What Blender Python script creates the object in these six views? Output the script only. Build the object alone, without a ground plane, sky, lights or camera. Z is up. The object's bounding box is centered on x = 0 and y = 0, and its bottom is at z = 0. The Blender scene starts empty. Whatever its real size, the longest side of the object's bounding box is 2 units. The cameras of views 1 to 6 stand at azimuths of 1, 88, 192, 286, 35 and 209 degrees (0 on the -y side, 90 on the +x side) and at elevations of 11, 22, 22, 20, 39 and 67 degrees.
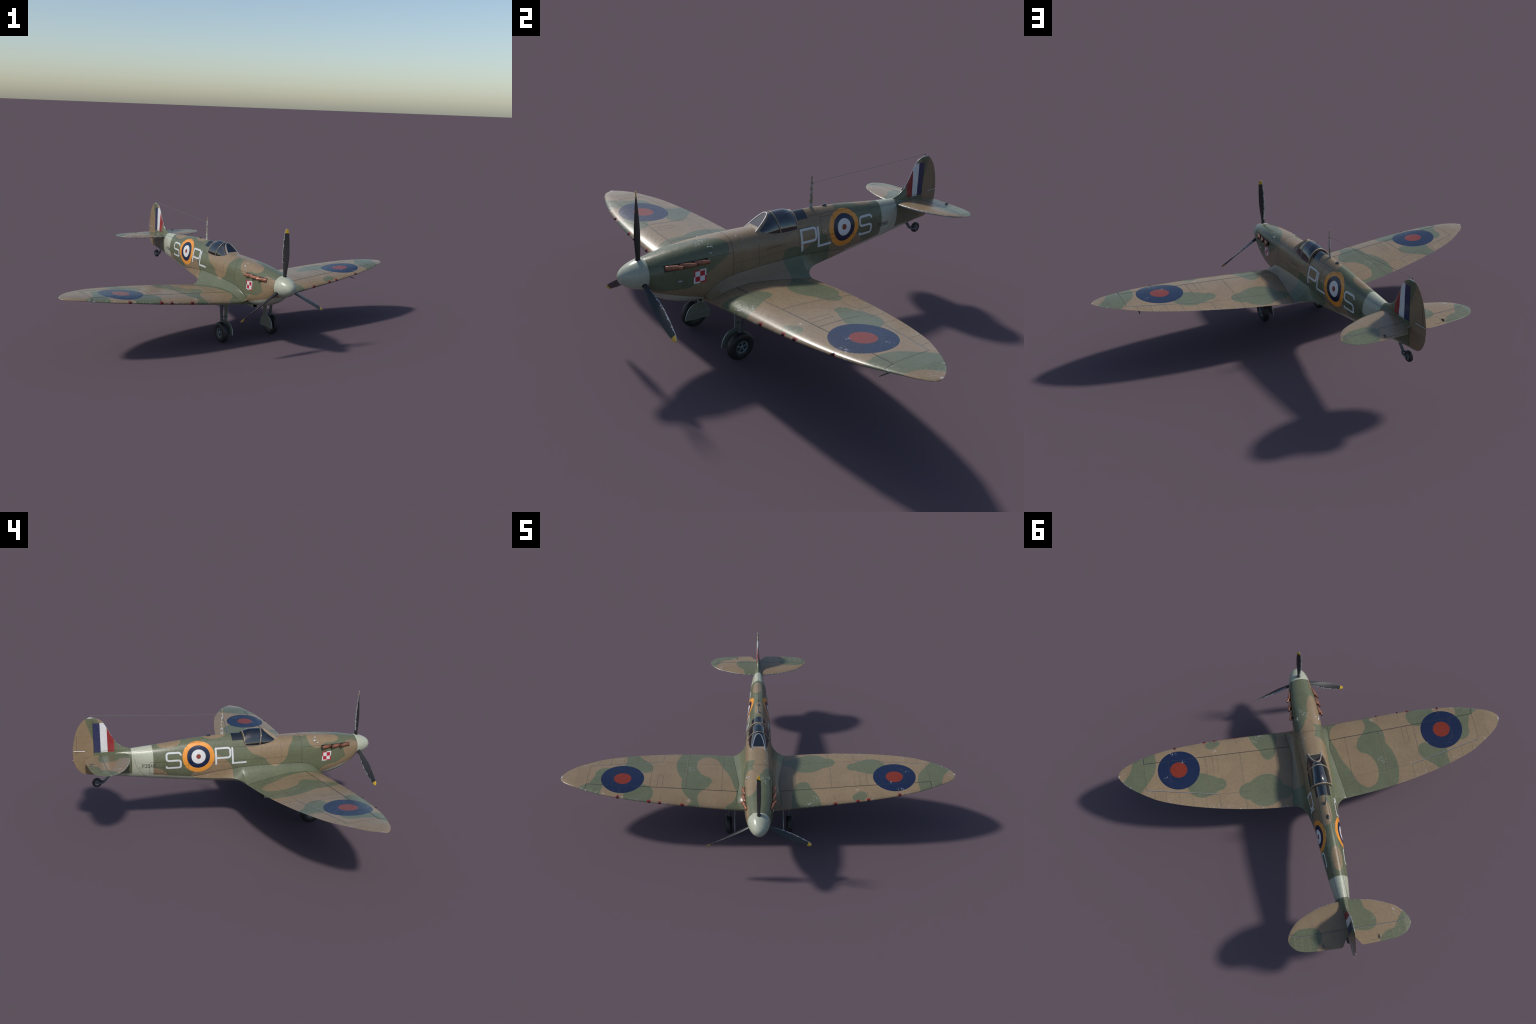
import bpy, bmesh, math, random
import numpy as np
from mathutils import Vector, Matrix

random.seed(7)
# =====================================================================
#  helpers
# =====================================================================
def pchip(xs, ys):
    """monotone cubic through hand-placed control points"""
    xs = np.array(xs, float); ys = np.array(ys, float)
    h = np.diff(xs); d = np.diff(ys) / h
    m = np.zeros(len(xs))
    for i in range(1, len(xs) - 1):
        if d[i-1] * d[i] > 0:
            w1 = 2*h[i] + h[i-1]; w2 = h[i] + 2*h[i-1]
            m[i] = (w1 + w2) / (w1/d[i-1] + w2/d[i])
    m[0] = d[0]; m[-1] = d[-1]
    def f(x):
        x = min(max(float(x), xs[0]), xs[-1])
        i = int(min(max(np.searchsorted(xs, x) - 1, 0), len(xs) - 2))
        t = (x - xs[i]) / h[i]
        return float((2*t**3 - 3*t**2 + 1)*ys[i] + (t**3 - 2*t**2 + t)*h[i]*m[i]
                     + (-2*t**3 + 3*t**2)*ys[i+1] + (t**3 - t**2)*h[i]*m[i+1])
    return f

def naca(c):
    """unit-height aerofoil half thickness, closed trailing edge"""
    c = min(max(c, 0.0), 1.0)
    return (0.2969*math.sqrt(c) - 0.1260*c - 0.3516*c*c + 0.2843*c**3 - 0.1036*c**4) / 0.1

ROOT = bpy.data.objects.new("fighter_airplane", None)
bpy.context.scene.collection.objects.link(ROOT)
ROOT.location = (-0.1088, -0.0791, 0.0)
ROOT.rotation_euler = (0, 0, math.radians(36.0))
ROOT["label"] = "camouflaged propeller fighter plane with roundels on extended landing gear"
ROOT["category"] = "airplane"

def link(ob, parent=None):
    bpy.context.scene.collection.objects.link(ob)
    ob.parent = parent or ROOT
    return ob

def mesh_obj(name, verts, faces, mats, parent=None, idx=None, smooth=True, sharp=None):
    me = bpy.data.meshes.new(name)
    me.from_pydata([tuple(v) for v in verts], [], faces)
    for m in (mats if isinstance(mats, (list, tuple)) else [mats]):
        me.materials.append(m)
    if idx is not None:
        me.polygons.foreach_set("material_index", idx)
    me.polygons.foreach_set("use_smooth", [smooth]*len(me.polygons))
    me.update()
    bm = bmesh.new(); bm.from_mesh(me)
    bmesh.ops.recalc_face_normals(bm, faces=bm.faces)
    if sharp is not None:
        for e in bm.edges:
            if len(e.link_faces) == 2 and e.calc_face_angle() > sharp:
                e.smooth = False
    bm.to_mesh(me); bm.free()
    return link(bpy.data.objects.new(name, me), parent)

def grid_faces(nu, nv, wrap_v=False, off=0):
    f = []
    for i in range(nu - 1):
        for j in range(nv if wrap_v else nv - 1):
            k = (j + 1) % nv
            f.append((off + i*nv + j, off + i*nv + k, off + (i+1)*nv + k, off + (i+1)*nv + j))
    return f

def split_parts(verts, faces, mats, idx, cuts, classify, sharp_top=None):
    """one smooth surface cut along lines; pieces share border vertices and normals.
    cuts: list of (co, normal, face_filter);  classify(center) -> object name"""
    me = bpy.data.meshes.new("tmp")
    me.from_pydata([tuple(v) for v in verts], [], faces)
    me.polygons.foreach_set("material_index", idx)
    bm = bmesh.new(); bm.from_mesh(me)
    bmesh.ops.remove_doubles(bm, verts=bm.verts, dist=1e-6)
    bmesh.ops.recalc_face_normals(bm, faces=bm.faces)
    for co, no, flt in cuts:
        fs = [f for f in bm.faces if flt(f.calc_center_median())]
        es = {e for f in fs for e in f.edges}; vs = {v for f in fs for v in f.verts}
        bmesh.ops.bisect_plane(bm, geom=list(vs) + list(es) + fs, plane_co=co, plane_no=no, dist=1e-6)
    bm.normal_update()
    groups = {}
    for f in bm.faces:
        groups.setdefault(classify(f.calc_center_median()), []).append(f)
    nrm = {v: v.normal.copy() for v in bm.verts}
    out = {}
    for name, fs in groups.items():
        vm = {}; vv = []; ff = []; ii = []; nn = []
        for f in fs:
            fl = []
            for v in f.verts:
                if v not in vm:
                    vm[v] = len(vv); vv.append(v.co.copy()); nn.append(nrm[v])
                fl.append(vm[v])
            ff.append(fl); ii.append(f.material_index)
        m2 = bpy.data.meshes.new(name)
        m2.from_pydata([tuple(v) for v in vv], [], ff)
        for m in mats: m2.materials.append(m)
        m2.polygons.foreach_set("material_index", ii)
        m2.polygons.foreach_set("use_smooth", [True]*len(ff))
        m2.update()
        m2.normals_split_custom_set_from_vertices([tuple(n) for n in nn])
        out[name] = link(bpy.data.objects.new(name, m2))
    bm.free(); bpy.data.meshes.remove(me)
    return out

def tube(name, pts, radii, mat, parent=None, seg=16, cap=True, squash=None, up=(0, 0, 1)):
    """swept round section along a polyline of control points"""
    pts = [Vector(p) for p in pts]
    if not isinstance(radii, (list, tuple)): radii = [radii]*len(pts)
    verts = []; n = len(pts)
    for i, p in enumerate(pts):
        t = (pts[min(i+1, n-1)] - pts[max(i-1, 0)]).normalized()
        a = Vector(up)
        if abs(a.dot(t)) > 0.95: a = Vector((1, 0, 0))
        u = t.cross(a).normalized(); w = u.cross(t).normalized()
        sx, sz = squash or (1, 1)
        for j in range(seg):
            an = 2*math.pi*j/seg
            verts.append(p + u*math.cos(an)*radii[i]*sx + w*math.sin(an)*radii[i]*sz)
    faces = grid_faces(n, seg, True)
    if cap:
        faces.append(tuple(range(seg))[::-1]); faces.append(tuple(range((n-1)*seg, n*seg)))
    return mesh_obj(name, verts, faces, mat, parent, sharp=math.radians(50))

def revolve(name, prof, mat, parent=None, axis='Y', seg=48, center=(0, 0, 0), idx=None, sharp=math.radians(45)):
    """profile of (along, radius) turned about an axis"""
    verts = []
    for a, r in prof:
        for j in range(seg):
            an = 2*math.pi*j/seg
            c, s = r*math.cos(an), r*math.sin(an)
            verts.append({'Y': (c, a, s), 'X': (a, c, s), 'Z': (c, s, a)}[axis])
    verts = [Vector(v) + Vector(center) for v in verts]
    faces = grid_faces(len(prof), seg, True)
    return mesh_obj(name, verts, faces, mat, parent, sharp=sharp, idx=idx)

def ellipsoid(name, c, r, mat, parent=None, nu=12, nv=20):
    verts = []; 
    for i in range(nu + 1):
        a = math.pi*i/nu
        for j in range(nv):
            b = 2*math.pi*j/nv
            verts.append((c[0] + r[0]*math.sin(a)*math.cos(b), c[1] + r[1]*math.cos(a), c[2] + r[2]*math.sin(a)*math.sin(b)))
    return mesh_obj(name, verts, grid_faces(nu + 1, nv, True), mat, parent)

# =====================================================================
#  materials
# =====================================================================
class NT:
    """tiny node-graph writer"""
    def __init__(self, name):
        self.mat = bpy.data.materials.new(name); self.mat.use_nodes = True
        self.t = self.mat.node_tree; self.t.nodes.clear()
        self.out = self.t.nodes.new("ShaderNodeOutputMaterial")
        self.bsdf = self.t.nodes.new("ShaderNodeBsdfPrincipled")
        self.t.links.new(self.bsdf.outputs[0], self.out.inputs[0])
        tc = self.t.nodes.new("ShaderNodeTexCoord"); self.P = tc.outputs["Object"]
        sp = self.t.nodes.new("ShaderNodeSeparateXYZ"); self.t.links.new(self.P, sp.inputs[0])
        self.x, self.y, self.z = sp.outputs
    def _set(self, sock, v):
        if isinstance(v, bpy.types.NodeSocket): self.t.links.new(v, sock)
        else: sock.default_value = v
    def m(self, op, a, b=0.0, c=0.0, clamp=False):
        n = self.t.nodes.new("ShaderNodeMath"); n.operation = op; n.use_clamp = clamp
        self._set(n.inputs[0], a); self._set(n.inputs[1], b); self._set(n.inputs[2], c)
        return n.outputs[0]
    def v(self, op, a, b=None):
        n = self.t.nodes.new("ShaderNodeVectorMath"); n.operation = op
        self._set(n.inputs[0], a)
        if b is not None: self._set(n.inputs[1], b)
        return n.outputs["Value"] if op in ("LENGTH", "DISTANCE", "DOT_PRODUCT") else n.outputs[0]
    def comb(self, x, y, z=0.0):
        n = self.t.nodes.new("ShaderNodeCombineXYZ")
        for s, v in zip(n.inputs, (x, y, z)): self._set(s, v)
        return n.outputs[0]
    def mix(self, f, a, b):
        n = self.t.nodes.new("ShaderNodeMix"); n.data_type = 'RGBA'
        self._set(n.inputs[0], f); self._set(n.inputs[6], a); self._set(n.inputs[7], b)
        return n.outputs[2]
    def mixf(self, f, a, b):
        n = self.t.nodes.new("ShaderNodeMix"); n.data_type = 'FLOAT'
        self._set(n.inputs[0], f); self._set(n.inputs[2], a); self._set(n.inputs[3], b)
        return n.outputs[0]
    def noise(self, scale, detail=3.0, vec=None, rough=0.5):
        n = self.t.nodes.new("ShaderNodeTexNoise"); n.inputs["Scale"].default_value = scale
        n.inputs["Detail"].default_value = detail; n.inputs["Roughness"].default_value = rough
        self.t.links.new(vec if vec is not None else self.P, n.inputs["Vector"])
        return n.outputs[0]
    def mapr(self, v, a, b, c=0.0, d=1.0, smooth=True):
        n = self.t.nodes.new("ShaderNodeMapRange"); n.interpolation_type = 'SMOOTHSTEP' if smooth else 'LINEAR'
        self._set(n.inputs[0], v)
        for i, q in enumerate((a, b, c, d)): n.inputs[i+1].default_value = q
        return n.outputs[0]
    def less(self, d, edge=0.0, soft=0.0008):
        """1 where d < edge"""
        return self.mapr(d, edge - soft, edge + soft, 1.0, 0.0, False)
    def ellipse(self, vec, cx, cy, rx, ry, rot):
        n = self.t.nodes.new("ShaderNodeMapping"); n.vector_type = 'TEXTURE'
        self._set(n.inputs[0], vec)
        n.inputs[1].default_value = (cx, cy, 0); n.inputs[2].default_value = (0, 0, math.radians(rot))
        n.inputs[3].default_value = (rx, ry, 1)
        return self.m('MULTIPLY', self.m('SUBTRACT', self.v('LENGTH', n.outputs[0]), 1.0), min(rx, ry))
    def blobs(self, vec, lst, k=0.02):
        d = None
        for b in lst:
            e = self.ellipse(vec, *b)
            d = e if d is None else self.m('SMOOTH_MIN', d, e, k)
        return d
    def patches(self, vec, groups, start=None):
        d = start
        for g in groups:
            e = self.blobs(vec, g)
            d = e if d is None else self.m('MINIMUM', d, e)
        return d
    def box(self, u, v, cu, cv, hu, hv):
        a = self.m('SUBTRACT', self.m('ABSOLUTE', self.m('SUBTRACT', u, cu)), hu)
        b = self.m('SUBTRACT', self.m('ABSOLUTE', self.m('SUBTRACT', v, cv)), hv)
        return self.m('MAXIMUM', a, b)
    def bump(self, h, strength=0.2, dist=0.001):
        n = self.t.nodes.new("ShaderNodeBump"); n.inputs["Strength"].default_value = strength
        n.inputs["Distance"].default_value = dist
        self.t.links.new(h, n.inputs["Height"]); self.t.links.new(n.outputs[0], self.bsdf.inputs["Normal"])
    def finish(self, color, rough=0.45, metal=0.0, spec=0.5):
        self._set(self.bsdf.inputs["Base Color"], color); self._set(self.bsdf.inputs["Roughness"], rough)
        self._set(self.bsdf.inputs["Metallic"], metal); self._set(self.bsdf.inputs["Specular IOR Level"], spec)
        return self.mat

def rgb(r, g, b): return (r, g, b, 1.0)
EARTH = rgb(.208, .149, .088)
GREEN = rgb(.103, .114, .067)
SKY   = rgb(.335, .350, .272)
BLUE  = rgb(.0065, .014, .044)
RED   = rgb(.165, .021, .008)
YELLOW = rgb(.66, .255, .035)
WHITE = rgb(0.57, 0.57, 0.57)
CHIP  = rgb(0.50, 0.51, 0.52)

def simple(name, col, rough=0.5, metal=0.0, var=0.15, scale=60, spec=0.5):
    n = NT(name)
    f = n.noise(scale, 4)
    c2 = tuple(c*(1 - var) for c in col[:3]) + (1,); c1 = tuple(min(1, c*(1 + var)) for c in col[:3]) + (1,)
    n.finish(n.mix(n.mapr(f, 0.3, 0.7), c2, c1), n.mapr(f, 0.2, 0.8, rough*0.85, min(1, rough*1.15)), metal, spec)
    return n.mat

def weather(n, col, chips=None, rough=0.285):
    """faded paint: slow mottling, fine grain, bare-metal chips where a mask allows"""
    a = n.noise(9, 4); b = n.noise(70, 5, rough=0.65)
    k = n.m('ADD', n.mapr(a, 0.3, 0.7, 0.94, 1.04), n.mapr(b, 0.3, 0.7, -0.045, 0.045))
    hs = n.t.nodes.new("ShaderNodeHueSaturation"); n._set(hs.inputs["Color"], col); n._set(hs.inputs["Value"], k)
    col = hs.outputs[0]
    metal = 0.0
    if chips is not None:
        col = n.mix(chips, col, CHIP); metal = n.m('MULTIPLY', chips, 0.35)
    n.bump(n.noise(25, 2), 0.05, 0.001)
    n.finish(col, n.mapr(b, 0.3, 0.7, rough - 0.04, rough + 0.05), metal, 0.38)
    return n.mat

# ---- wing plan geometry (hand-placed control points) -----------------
TIP = 1.2225
def _q(x, t=TIP): return math.sqrt(max(0.0, 1 - x/t))
_le = [(0.0, -.367), (.2, -.366), (.35, -.3638), (.5, -.3602), (.65, -.3545), (.8, -.3411), (.9, -.3275), (1.0, -.3067),
       (1.05, -.2909), (1.1, -.2738), (1.15, -.2544), (1.18, -.2384), (1.2, -.2245), (1.213, -.2105), (TIP, -.187)]
_te = [(0.0, .157), (.17, .157), (.2, .1558), (.35, .1475), (.5, .131), (.65, .1066), (.8, .0738), (.9, .045),
       (1.0, .008), (1.05, -.020), (1.1, -.051), (1.15, -.0865), (1.18, -.1135), (1.2, -.1375), (1.213, -.159), (TIP, -.187)]
_LE = pchip([_q(x) for x, y in _le][::-1], [y for x, y in _le][::-1])
_TE = pchip([_q(x) for x, y in _te][::-1], [y for x, y in _te][::-1])
LE = lambda x: _LE(_q(abs(x))); TE = lambda x: _TE(_q(abs(x)))
_up = pchip([0, .13, .6, .85, 1.06, TIP], [.077, .076, .060, .048, .046, .044])
_lo = pchip([0, .13, .6, .85, 1.06, TIP], [.053, .052, .043, .034, .032, .030])
def wing_line(x, c): return 0.2612 + 0.0055*c + 0.11*abs(x) - 0.06*max(0, abs(x) - 1.13) + .007*math.sin(math.pi*c)*max(0, 1 - abs(x)/.34)
def wing_z(x, y, upper=True):
    x = abs(x); l, t = LE(x), TE(x); ch = max(t - l, 1e-5); c = min(max((y - l)/ch, 0), 1)
    return wing_line(x, c) + (_up(x) if upper else -_lo(x))*ch*naca(c)
def wing_top_pt(x, y, off=0.0):
    e = 1e-3
    gx = (wing_z(x+e, y) - wing_z(x-e, y))/(2*e); gy = (wing_z(x, y+e) - wing_z(x, y-e))/(2*e)
    n = Vector((-gx, -gy, 1)).normalized()
    return Vector((x, y, wing_z(x, y))) + n*off, n

# ---- fuselage sections -----------------------------------------------
#  y, top z, bottom z, half width, height of widest point, upper / lower roundness
_fus = [(-.625, .4905, .354, .0665, .4267, 2.0, 2.1), (-.60, .495, .329, .0725, .420, 2.15, 2.35), (-.55, .503, .300, .079, .411, 2.4, 2.6),
        (-.50, .510, .280, .084, .406, 2.6, 2.8), (-.44, .516, .265, .087, .402, 2.75, 2.95), (-.36, .522, .2555, .0885, .40, 2.8, 3.0),
        (-.25, .526, .250, .089, .40, 2.7, 2.8), (-.12, .527, .246, .088, .40, 2.6, 2.6), (.03, .524, .245, .0865, .40, 2.5, 2.5),
        (.07, .528, .247, .0858, .40, 2.3, 2.4), (.13, .560, .252, .0845, .40, 1.8, 2.4), (.16, .5635, .255, .0838, .40, 1.72, 2.4), (.215, .5645, .260, .082, .405, 1.70, 2.35),
        (.35, .560, .277, .0765, .415, 1.75, 2.25), (.43, .5555, .289, .0735, .42, 1.80, 2.2), (.55, .5445, .306, .067, .43, 1.85, 2.15),
        (.70, .5300, .328, .0555, .438, 1.9, 2.1), (.826, .5205, .3465, .041, .445, 1.9, 2.05), (.93, .512, .362, .027, .45, 1.9, 2.0),
        (1.035, .505, .3800, .0125, .45, 1.9, 1.9)]
FTOP, FBOT, FW, FZC, FNU, FNL = [pchip([r[0] for r in _fus], [r[k] for r in _fus]) for k in range(1, 7)]
def fus_pt(y, th, off=0.0):
    """th: 0 at the top, +pi/2 port side, pi at the keel"""
    w, zc = FW(y) + off, FZC(y); s, c = math.sin(th), math.cos(th)
    n, h = (FNU(y), FTOP(y) - zc + off) if c >= 0 else (FNL(y), zc - FBOT(y) + off)
    return Vector((math.copysign(w*abs(s)**(2/n), s), y, zc + math.copysign(h*abs(c)**(2/n), c)))
def fus_x(y, z, off=0.0):
    zc = FZC(y); n, h = (FNU(y), FTOP(y) - zc) if z >= zc else (FNL(y), zc - FBOT(y))
    r = min(abs(z - zc)/h, 1.0)
    return (FW(y) + off)*(1 - r**n)**(1/n)
def fus_side_pt(y, z, side, off=0.0):
    e = 1e-3
    f = lambda yy, zz: fus_x(yy, zz)
    gy = (f(y+e, z) - f(y-e, z))/(2*e); gz = (f(y, z+e) - f(y, z-e))/(2*e)
    n = Vector((1, -gy, -gz)).normalized()
    p = Vector((f(y, z), y, z)) + n*off
    return Vector((p.x*side, p.y, p.z)), Vector((n.x*side, n.y, n.z))

# ---- camouflage patches: rounded lobes (centre u, centre v, radii, turn in degrees) that melt together
# wing, in plan (x, y)
WING_STARBOARD_INNER = [(-.308, .017, .251, .218, 81), (-.197, .022, .252, .202, 89), (-.220, -.408, .376, .170, 33), (-.319, -.197, .163, .163, 124)]
WING_STARBOARD_ISLAND = [(-.318, .001, .116, .079, 99), (-.278, -.304, .092, .101, 127), (-.225, -.243, .106, .081, 112), (-.246, -.106, .167, .061, 113)]
WING_PATCHES = [
    [(-.719, -.295, .073, .073, 111), (-.749, -.318, .075, .102, 4)],
    [(-.956, -.138, .060, .060, 80), (-.993, -.230, .115, .043, 76), (-1.042, -.315, .082, .073, 48)],
    [(-.774, -.030, .076, .076, 108), (-.793, .024, .076, .048, 116), (-.720, -.047, .059, .048, 110)],
    [(.269, -.236, .049, .071, 168), (.296, -.395, .091, .189, 10)],
    [(.628, -.319, .032, .032, 117), (.593, -.329, .023, .023, 117)],
    [(.603, -.045, .040, .039, 170), (.666, -.046, .066, .064, 1), (.720, -.052, .087, .080, 145)],
    [(.240, .054, .083, .048, 0), (.324, .030, .116, .102, 21), (.418, .025, .075, .056, 2)],
    [(1.054, -.249, .120, .072, 92), (1.088, -.195, .468, .055, 68), (1.133, -.108, .142, .067, 40)]]
# body, unrolled (y, turn about the axis)
BODY_GREEN = [
    [(-.563, .112, .110, .284, 83), (-.381, .060, .137, .068, 8), (-.524, .073, .121, .174, 131), (-.613, -.042, .067, .124, 64)],
    [(.286, .152, .037, .046, 4), (.137, .235, .113, .067, 49), (.242, .243, .093, .106, 40)]]
BODY_EARTH = [
    [(.020, -.010, .124, .124, 48), (-.061, -.117, .074, .091, 17), (-.219, .015, .066, .038, 28), (-.078, .011, .113, .186, 34)],
    [(-.328, -.053, .054, .062, 145), (-.397, -.046, .091, .038, 5)],
    [(-.443, -.264, .093, .038, 177), (-.610, -.239, .148, .060, 173), (-.607, -.159, .104, .072, 45)],
    [(.315, -.202, .129, .080, 56), (.359, -.236, .073, .121, 70)],
    [(.684, -.246, .089, .061, 49)], [(.600, -.007, .072, .027, 0)], [(.320, .000, .070, .019, 0)],
    [(.450, .260, .115, .120, 0)], [(.700, .300, .080, .060, 0)], [(-.290, -.003, .027, .024, 0)]]
TAIL_PATCHES = [[(.208, 1.011, .050, .050, 56), (.263, 1.039, .089, .080, 22)], [(-.066, .950, .099, .063, 151), (.019, .867, .152, .116, 109)],
                [(-.392, 1.066, .176, .138, 56), (-.242, 1.129, .095, .095, 24)]]
FIN_PATCHES = [[(.860, .505, .177, .177, 113), (1.018, .635, .638, .033, 72), (.912, .402, .123, .123, 95)]]
GUNS = (.466, .603, .667, .858)

def gun_patches(n, col, ax, dz):
    for g in GUNS:
        b = n.box(ax, dz, g, -.0028, .0105, .0110)
        b = n.m('MAXIMUM', b, n.m('SUBTRACT', n.y, LE(g) + .012))
        col = n.mix(n.less(b, 0), col, rgb(.23, .010, .014))
    return col

def mat_wing_under():
    n = NT("pale_wing_underside_paint")
    ax = n.m('ABSOLUTE', n.x); dz = n.m('SUBTRACT', n.z, n.m('ADD', n.m('MULTIPLY', ax, .11), .2640))
    return weather(n, gun_patches(n, SKY, ax, dz), None, .33)

def spots(n, u, v, lst):
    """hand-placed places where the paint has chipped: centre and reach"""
    d = None
    for cu, cv, r in lst:
        e = n.mapr(n.v('LENGTH', n.v('SUBTRACT', n.comb(u, v), (cu, cv, 0))), r*.35, r, 1, 0)
        d = e if d is None else n.m('MAXIMUM', d, e)
    return d
WING_WORN = [(.865, -.297, .032), (.35, -.325, .040), (.30, -.352, .030), (.612, -.272, .035), (.815, -.225, .016), (.93, -.125, .020), (1.058, -.045, .014),
             (.585, -.035, .014), (.70, -.345, .02), (1.08, -.268, .030), (-.435, -.045, .034), (-.47, .00, .02), (-.885, -.085, .022), (-.616, .016, .018),
             (-.74, -.105, .014), (-.60, -.34, .020), (-1.03, -.285, .025), (-.80, -.335, .02), (-.43, -.33, .02)]
BODY_WORN = [(-.365, .020, .045), (-.335, .048, .035), (-.44, .035, .025), (-.17, .058, .030), (-.19, .035, .02), (-.36, -.012, .015), (-.10, .075, .02), (-.065, .082, .015),
             (.455, -.235, .03), (.38, -.255, .025), (.30, .095, .02), (.40, .235, .03), (.55, .215, .02), (.395, -.03, .015), (-.32, -.10, .012)]

def mat_wing():
    n = NT("wing_camouflage_paint")
    uv = n.comb(n.x, n.y)
    col = EARTH
    inner = n.m('MAXIMUM', n.blobs(uv, WING_STARBOARD_INNER), n.m('MULTIPLY', n.blobs(uv, WING_STARBOARD_ISLAND), -1.0))
    col = n.mix(n.less(n.patches(uv, WING_PATCHES, inner), 0, .0012), EARTH, GREEN)
    ax = n.m('ABSOLUTE', n.x)
    # roundels, blue with a red centre
    d = n.v('LENGTH', n.v('SUBTRACT', n.comb(ax, n.y), (.8455, -.173, 0)))
    col = n.mix(n.less(d, .131), col, BLUE); col = n.mix(n.less(d, .0525), col, RED)
    # red sealing patches over the gun ports
    zle = n.m('ADD', n.m('MULTIPLY', ax, .11), .2640)
    dz = n.m('SUBTRACT', n.z, zle)
    soot = None
    col = gun_patches(n, col, ax, dz)
    for g in GUNS:
        s = n.m('MULTIPLY', n.mapr(n.m('ABSOLUTE', n.m('SUBTRACT', ax, g - .004)), .002, .010, 1, 0),
                n.mapr(n.y, LE(g) + .015, LE(g) + .09, 1, 0))
        soot = s if soot is None else n.m('MAXIMUM', soot, s)
    soot = n.m('MULTIPLY', n.m('MULTIPLY', soot, n.mapr(n.y, -.345, -.335)), .28)
    col = n.mix(soot, col, rgb(.07, .06, .05))
    # chips: along the leading edge and in a few worn spots
    sp = n.mapr(n.noise(95, 5, rough=.7), .565, .60)
    near = n.mapr(dz, -.002, .010, 1, 0)
    worn = n.m('MULTIPLY', spots(n, n.x, n.y, WING_WORN), n.mapr(n.noise(38, 2), .42, .55))
    chips = n.m('MULTIPLY', sp, n.m('MAXIMUM', n.m('MULTIPLY', near, n.mapr(n.noise(14, 2), .48, .56)), worn))
    tip_highlight = n.m('MULTIPLY', n.mapr(ax, 1.208, 1.218), n.mapr(n.noise(60, 3), .45, .52))  # pale wingtip edge: a highlight put into the colour
    chips = n.m('MAXIMUM', n.m('MULTIPLY', chips, .85), n.m('MULTIPLY', tip_highlight, .6))
    return weather(n, col, chips)

def fus_uv(n):
    """unrolled side coordinates: y and the turn around the body axis"""
    a = n.m('ARCTAN2', n.x, n.m('SUBTRACT', n.z, .41))
    return n.comb(n.y, n.m('MULTIPLY', a, .1))

def mat_fuselage(belly=True):
    n = NT("fuselage_camouflage_paint" if belly else "fillet_camouflage_paint")
    col = EARTH
    uv = fus_uv(n)
    sp = n.t.nodes.new("ShaderNodeSeparateXYZ"); n.t.links.new(uv, sp.inputs[0])
    half = n.m('MINIMUM', sp.outputs[1], n.m('SUBTRACT', .397, n.y))      # starboard side and the whole tail
    g = n.less(n.patches(uv, BODY_GREEN, half), 0, .0012)
    e = n.less(n.patches(uv, BODY_EARTH), 0, .0012)
    col = n.mix(n.m('MULTIPLY', g, n.m('SUBTRACT', 1.0, e)), EARTH, GREEN)
    # pale belly
    line = n.m('MAXIMUM', n.m('ADD', n.m('MULTIPLY', n.y, -.306), .169), n.m('ADD', n.m('MULTIPLY', n.y, .126), .270))
    line = n.m('MINIMUM', line, n.m('ADD', n.m('MULTIPLY', n.y, .0), .378))
    line = n.mixf(n.less(n.m('ABSOLUTE', n.m('ADD', n.y, .02)), .34), line, .256)
    if belly: col = n.mix(n.less(n.m('SUBTRACT', n.z, line), 0), col, SKY)
    # pale tail band
    col = n.mix(n.less(n.m('ABSOLUTE', n.m('SUBTRACT', n.y, .7625)), .0615), col, SKY)
    # side roundel
    dz = n.m('SUBTRACT', n.z, .4575); up_ = n.m('MAXIMUM', dz, 0.0)
    dz = n.m('ADD', dz, n.m('MULTIPLY', n.m('MULTIPLY', up_, up_), 2.0))     # follows the curve of the shoulder
    d = n.v('LENGTH', n.comb(n.m('SUBTRACT', n.y, .432), dz))
    for r, c in ((.0975, YELLOW), (.0700, BLUE), (.0430, WHITE), (.0142, rgb(.20, .035, .022))):
        col = n.mix(n.less(d, r), col, c)
    # red and white chequer on the nose
    au = n.m('ADD', n.y, .399); av = n.m('SUBTRACT', n.z, .3935)
    ax = n.m('SIGN', n.x)
    sgn = n.m('SIGN', n.m('MULTIPLY', n.m('MULTIPLY', au, av), ax))
    inner = n.less(n.box(au, av, 0, 0, .0235, .0235), 0)
    outer = n.less(n.box(au, av, 0, 0, .0305, .0300), 0)
    pos = n.m('GREATER_THAN', sgn, 0.0)
    cr = rgb(.36, .022, .035)
    a = n.mix(pos, WHITE, cr); b = n.mix(pos, cr, WHITE)
    col = n.mix(outer, col, n.mix(inner, b, a))
    # chips
    sp = n.mapr(n.noise(90, 5, rough=.7), .57, .60)
    worn = n.m('MULTIPLY', spots(n, n.y, n.m('MULTIPLY', n.m('ARCTAN2', n.x, n.m('SUBTRACT', n.z, .41)), .1), BODY_WORN), n.mapr(n.noise(38, 2), .40, .52))
    return weather(n, col, n.m('MULTIPLY', n.m('MULTIPLY', sp, worn), .75))

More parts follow.
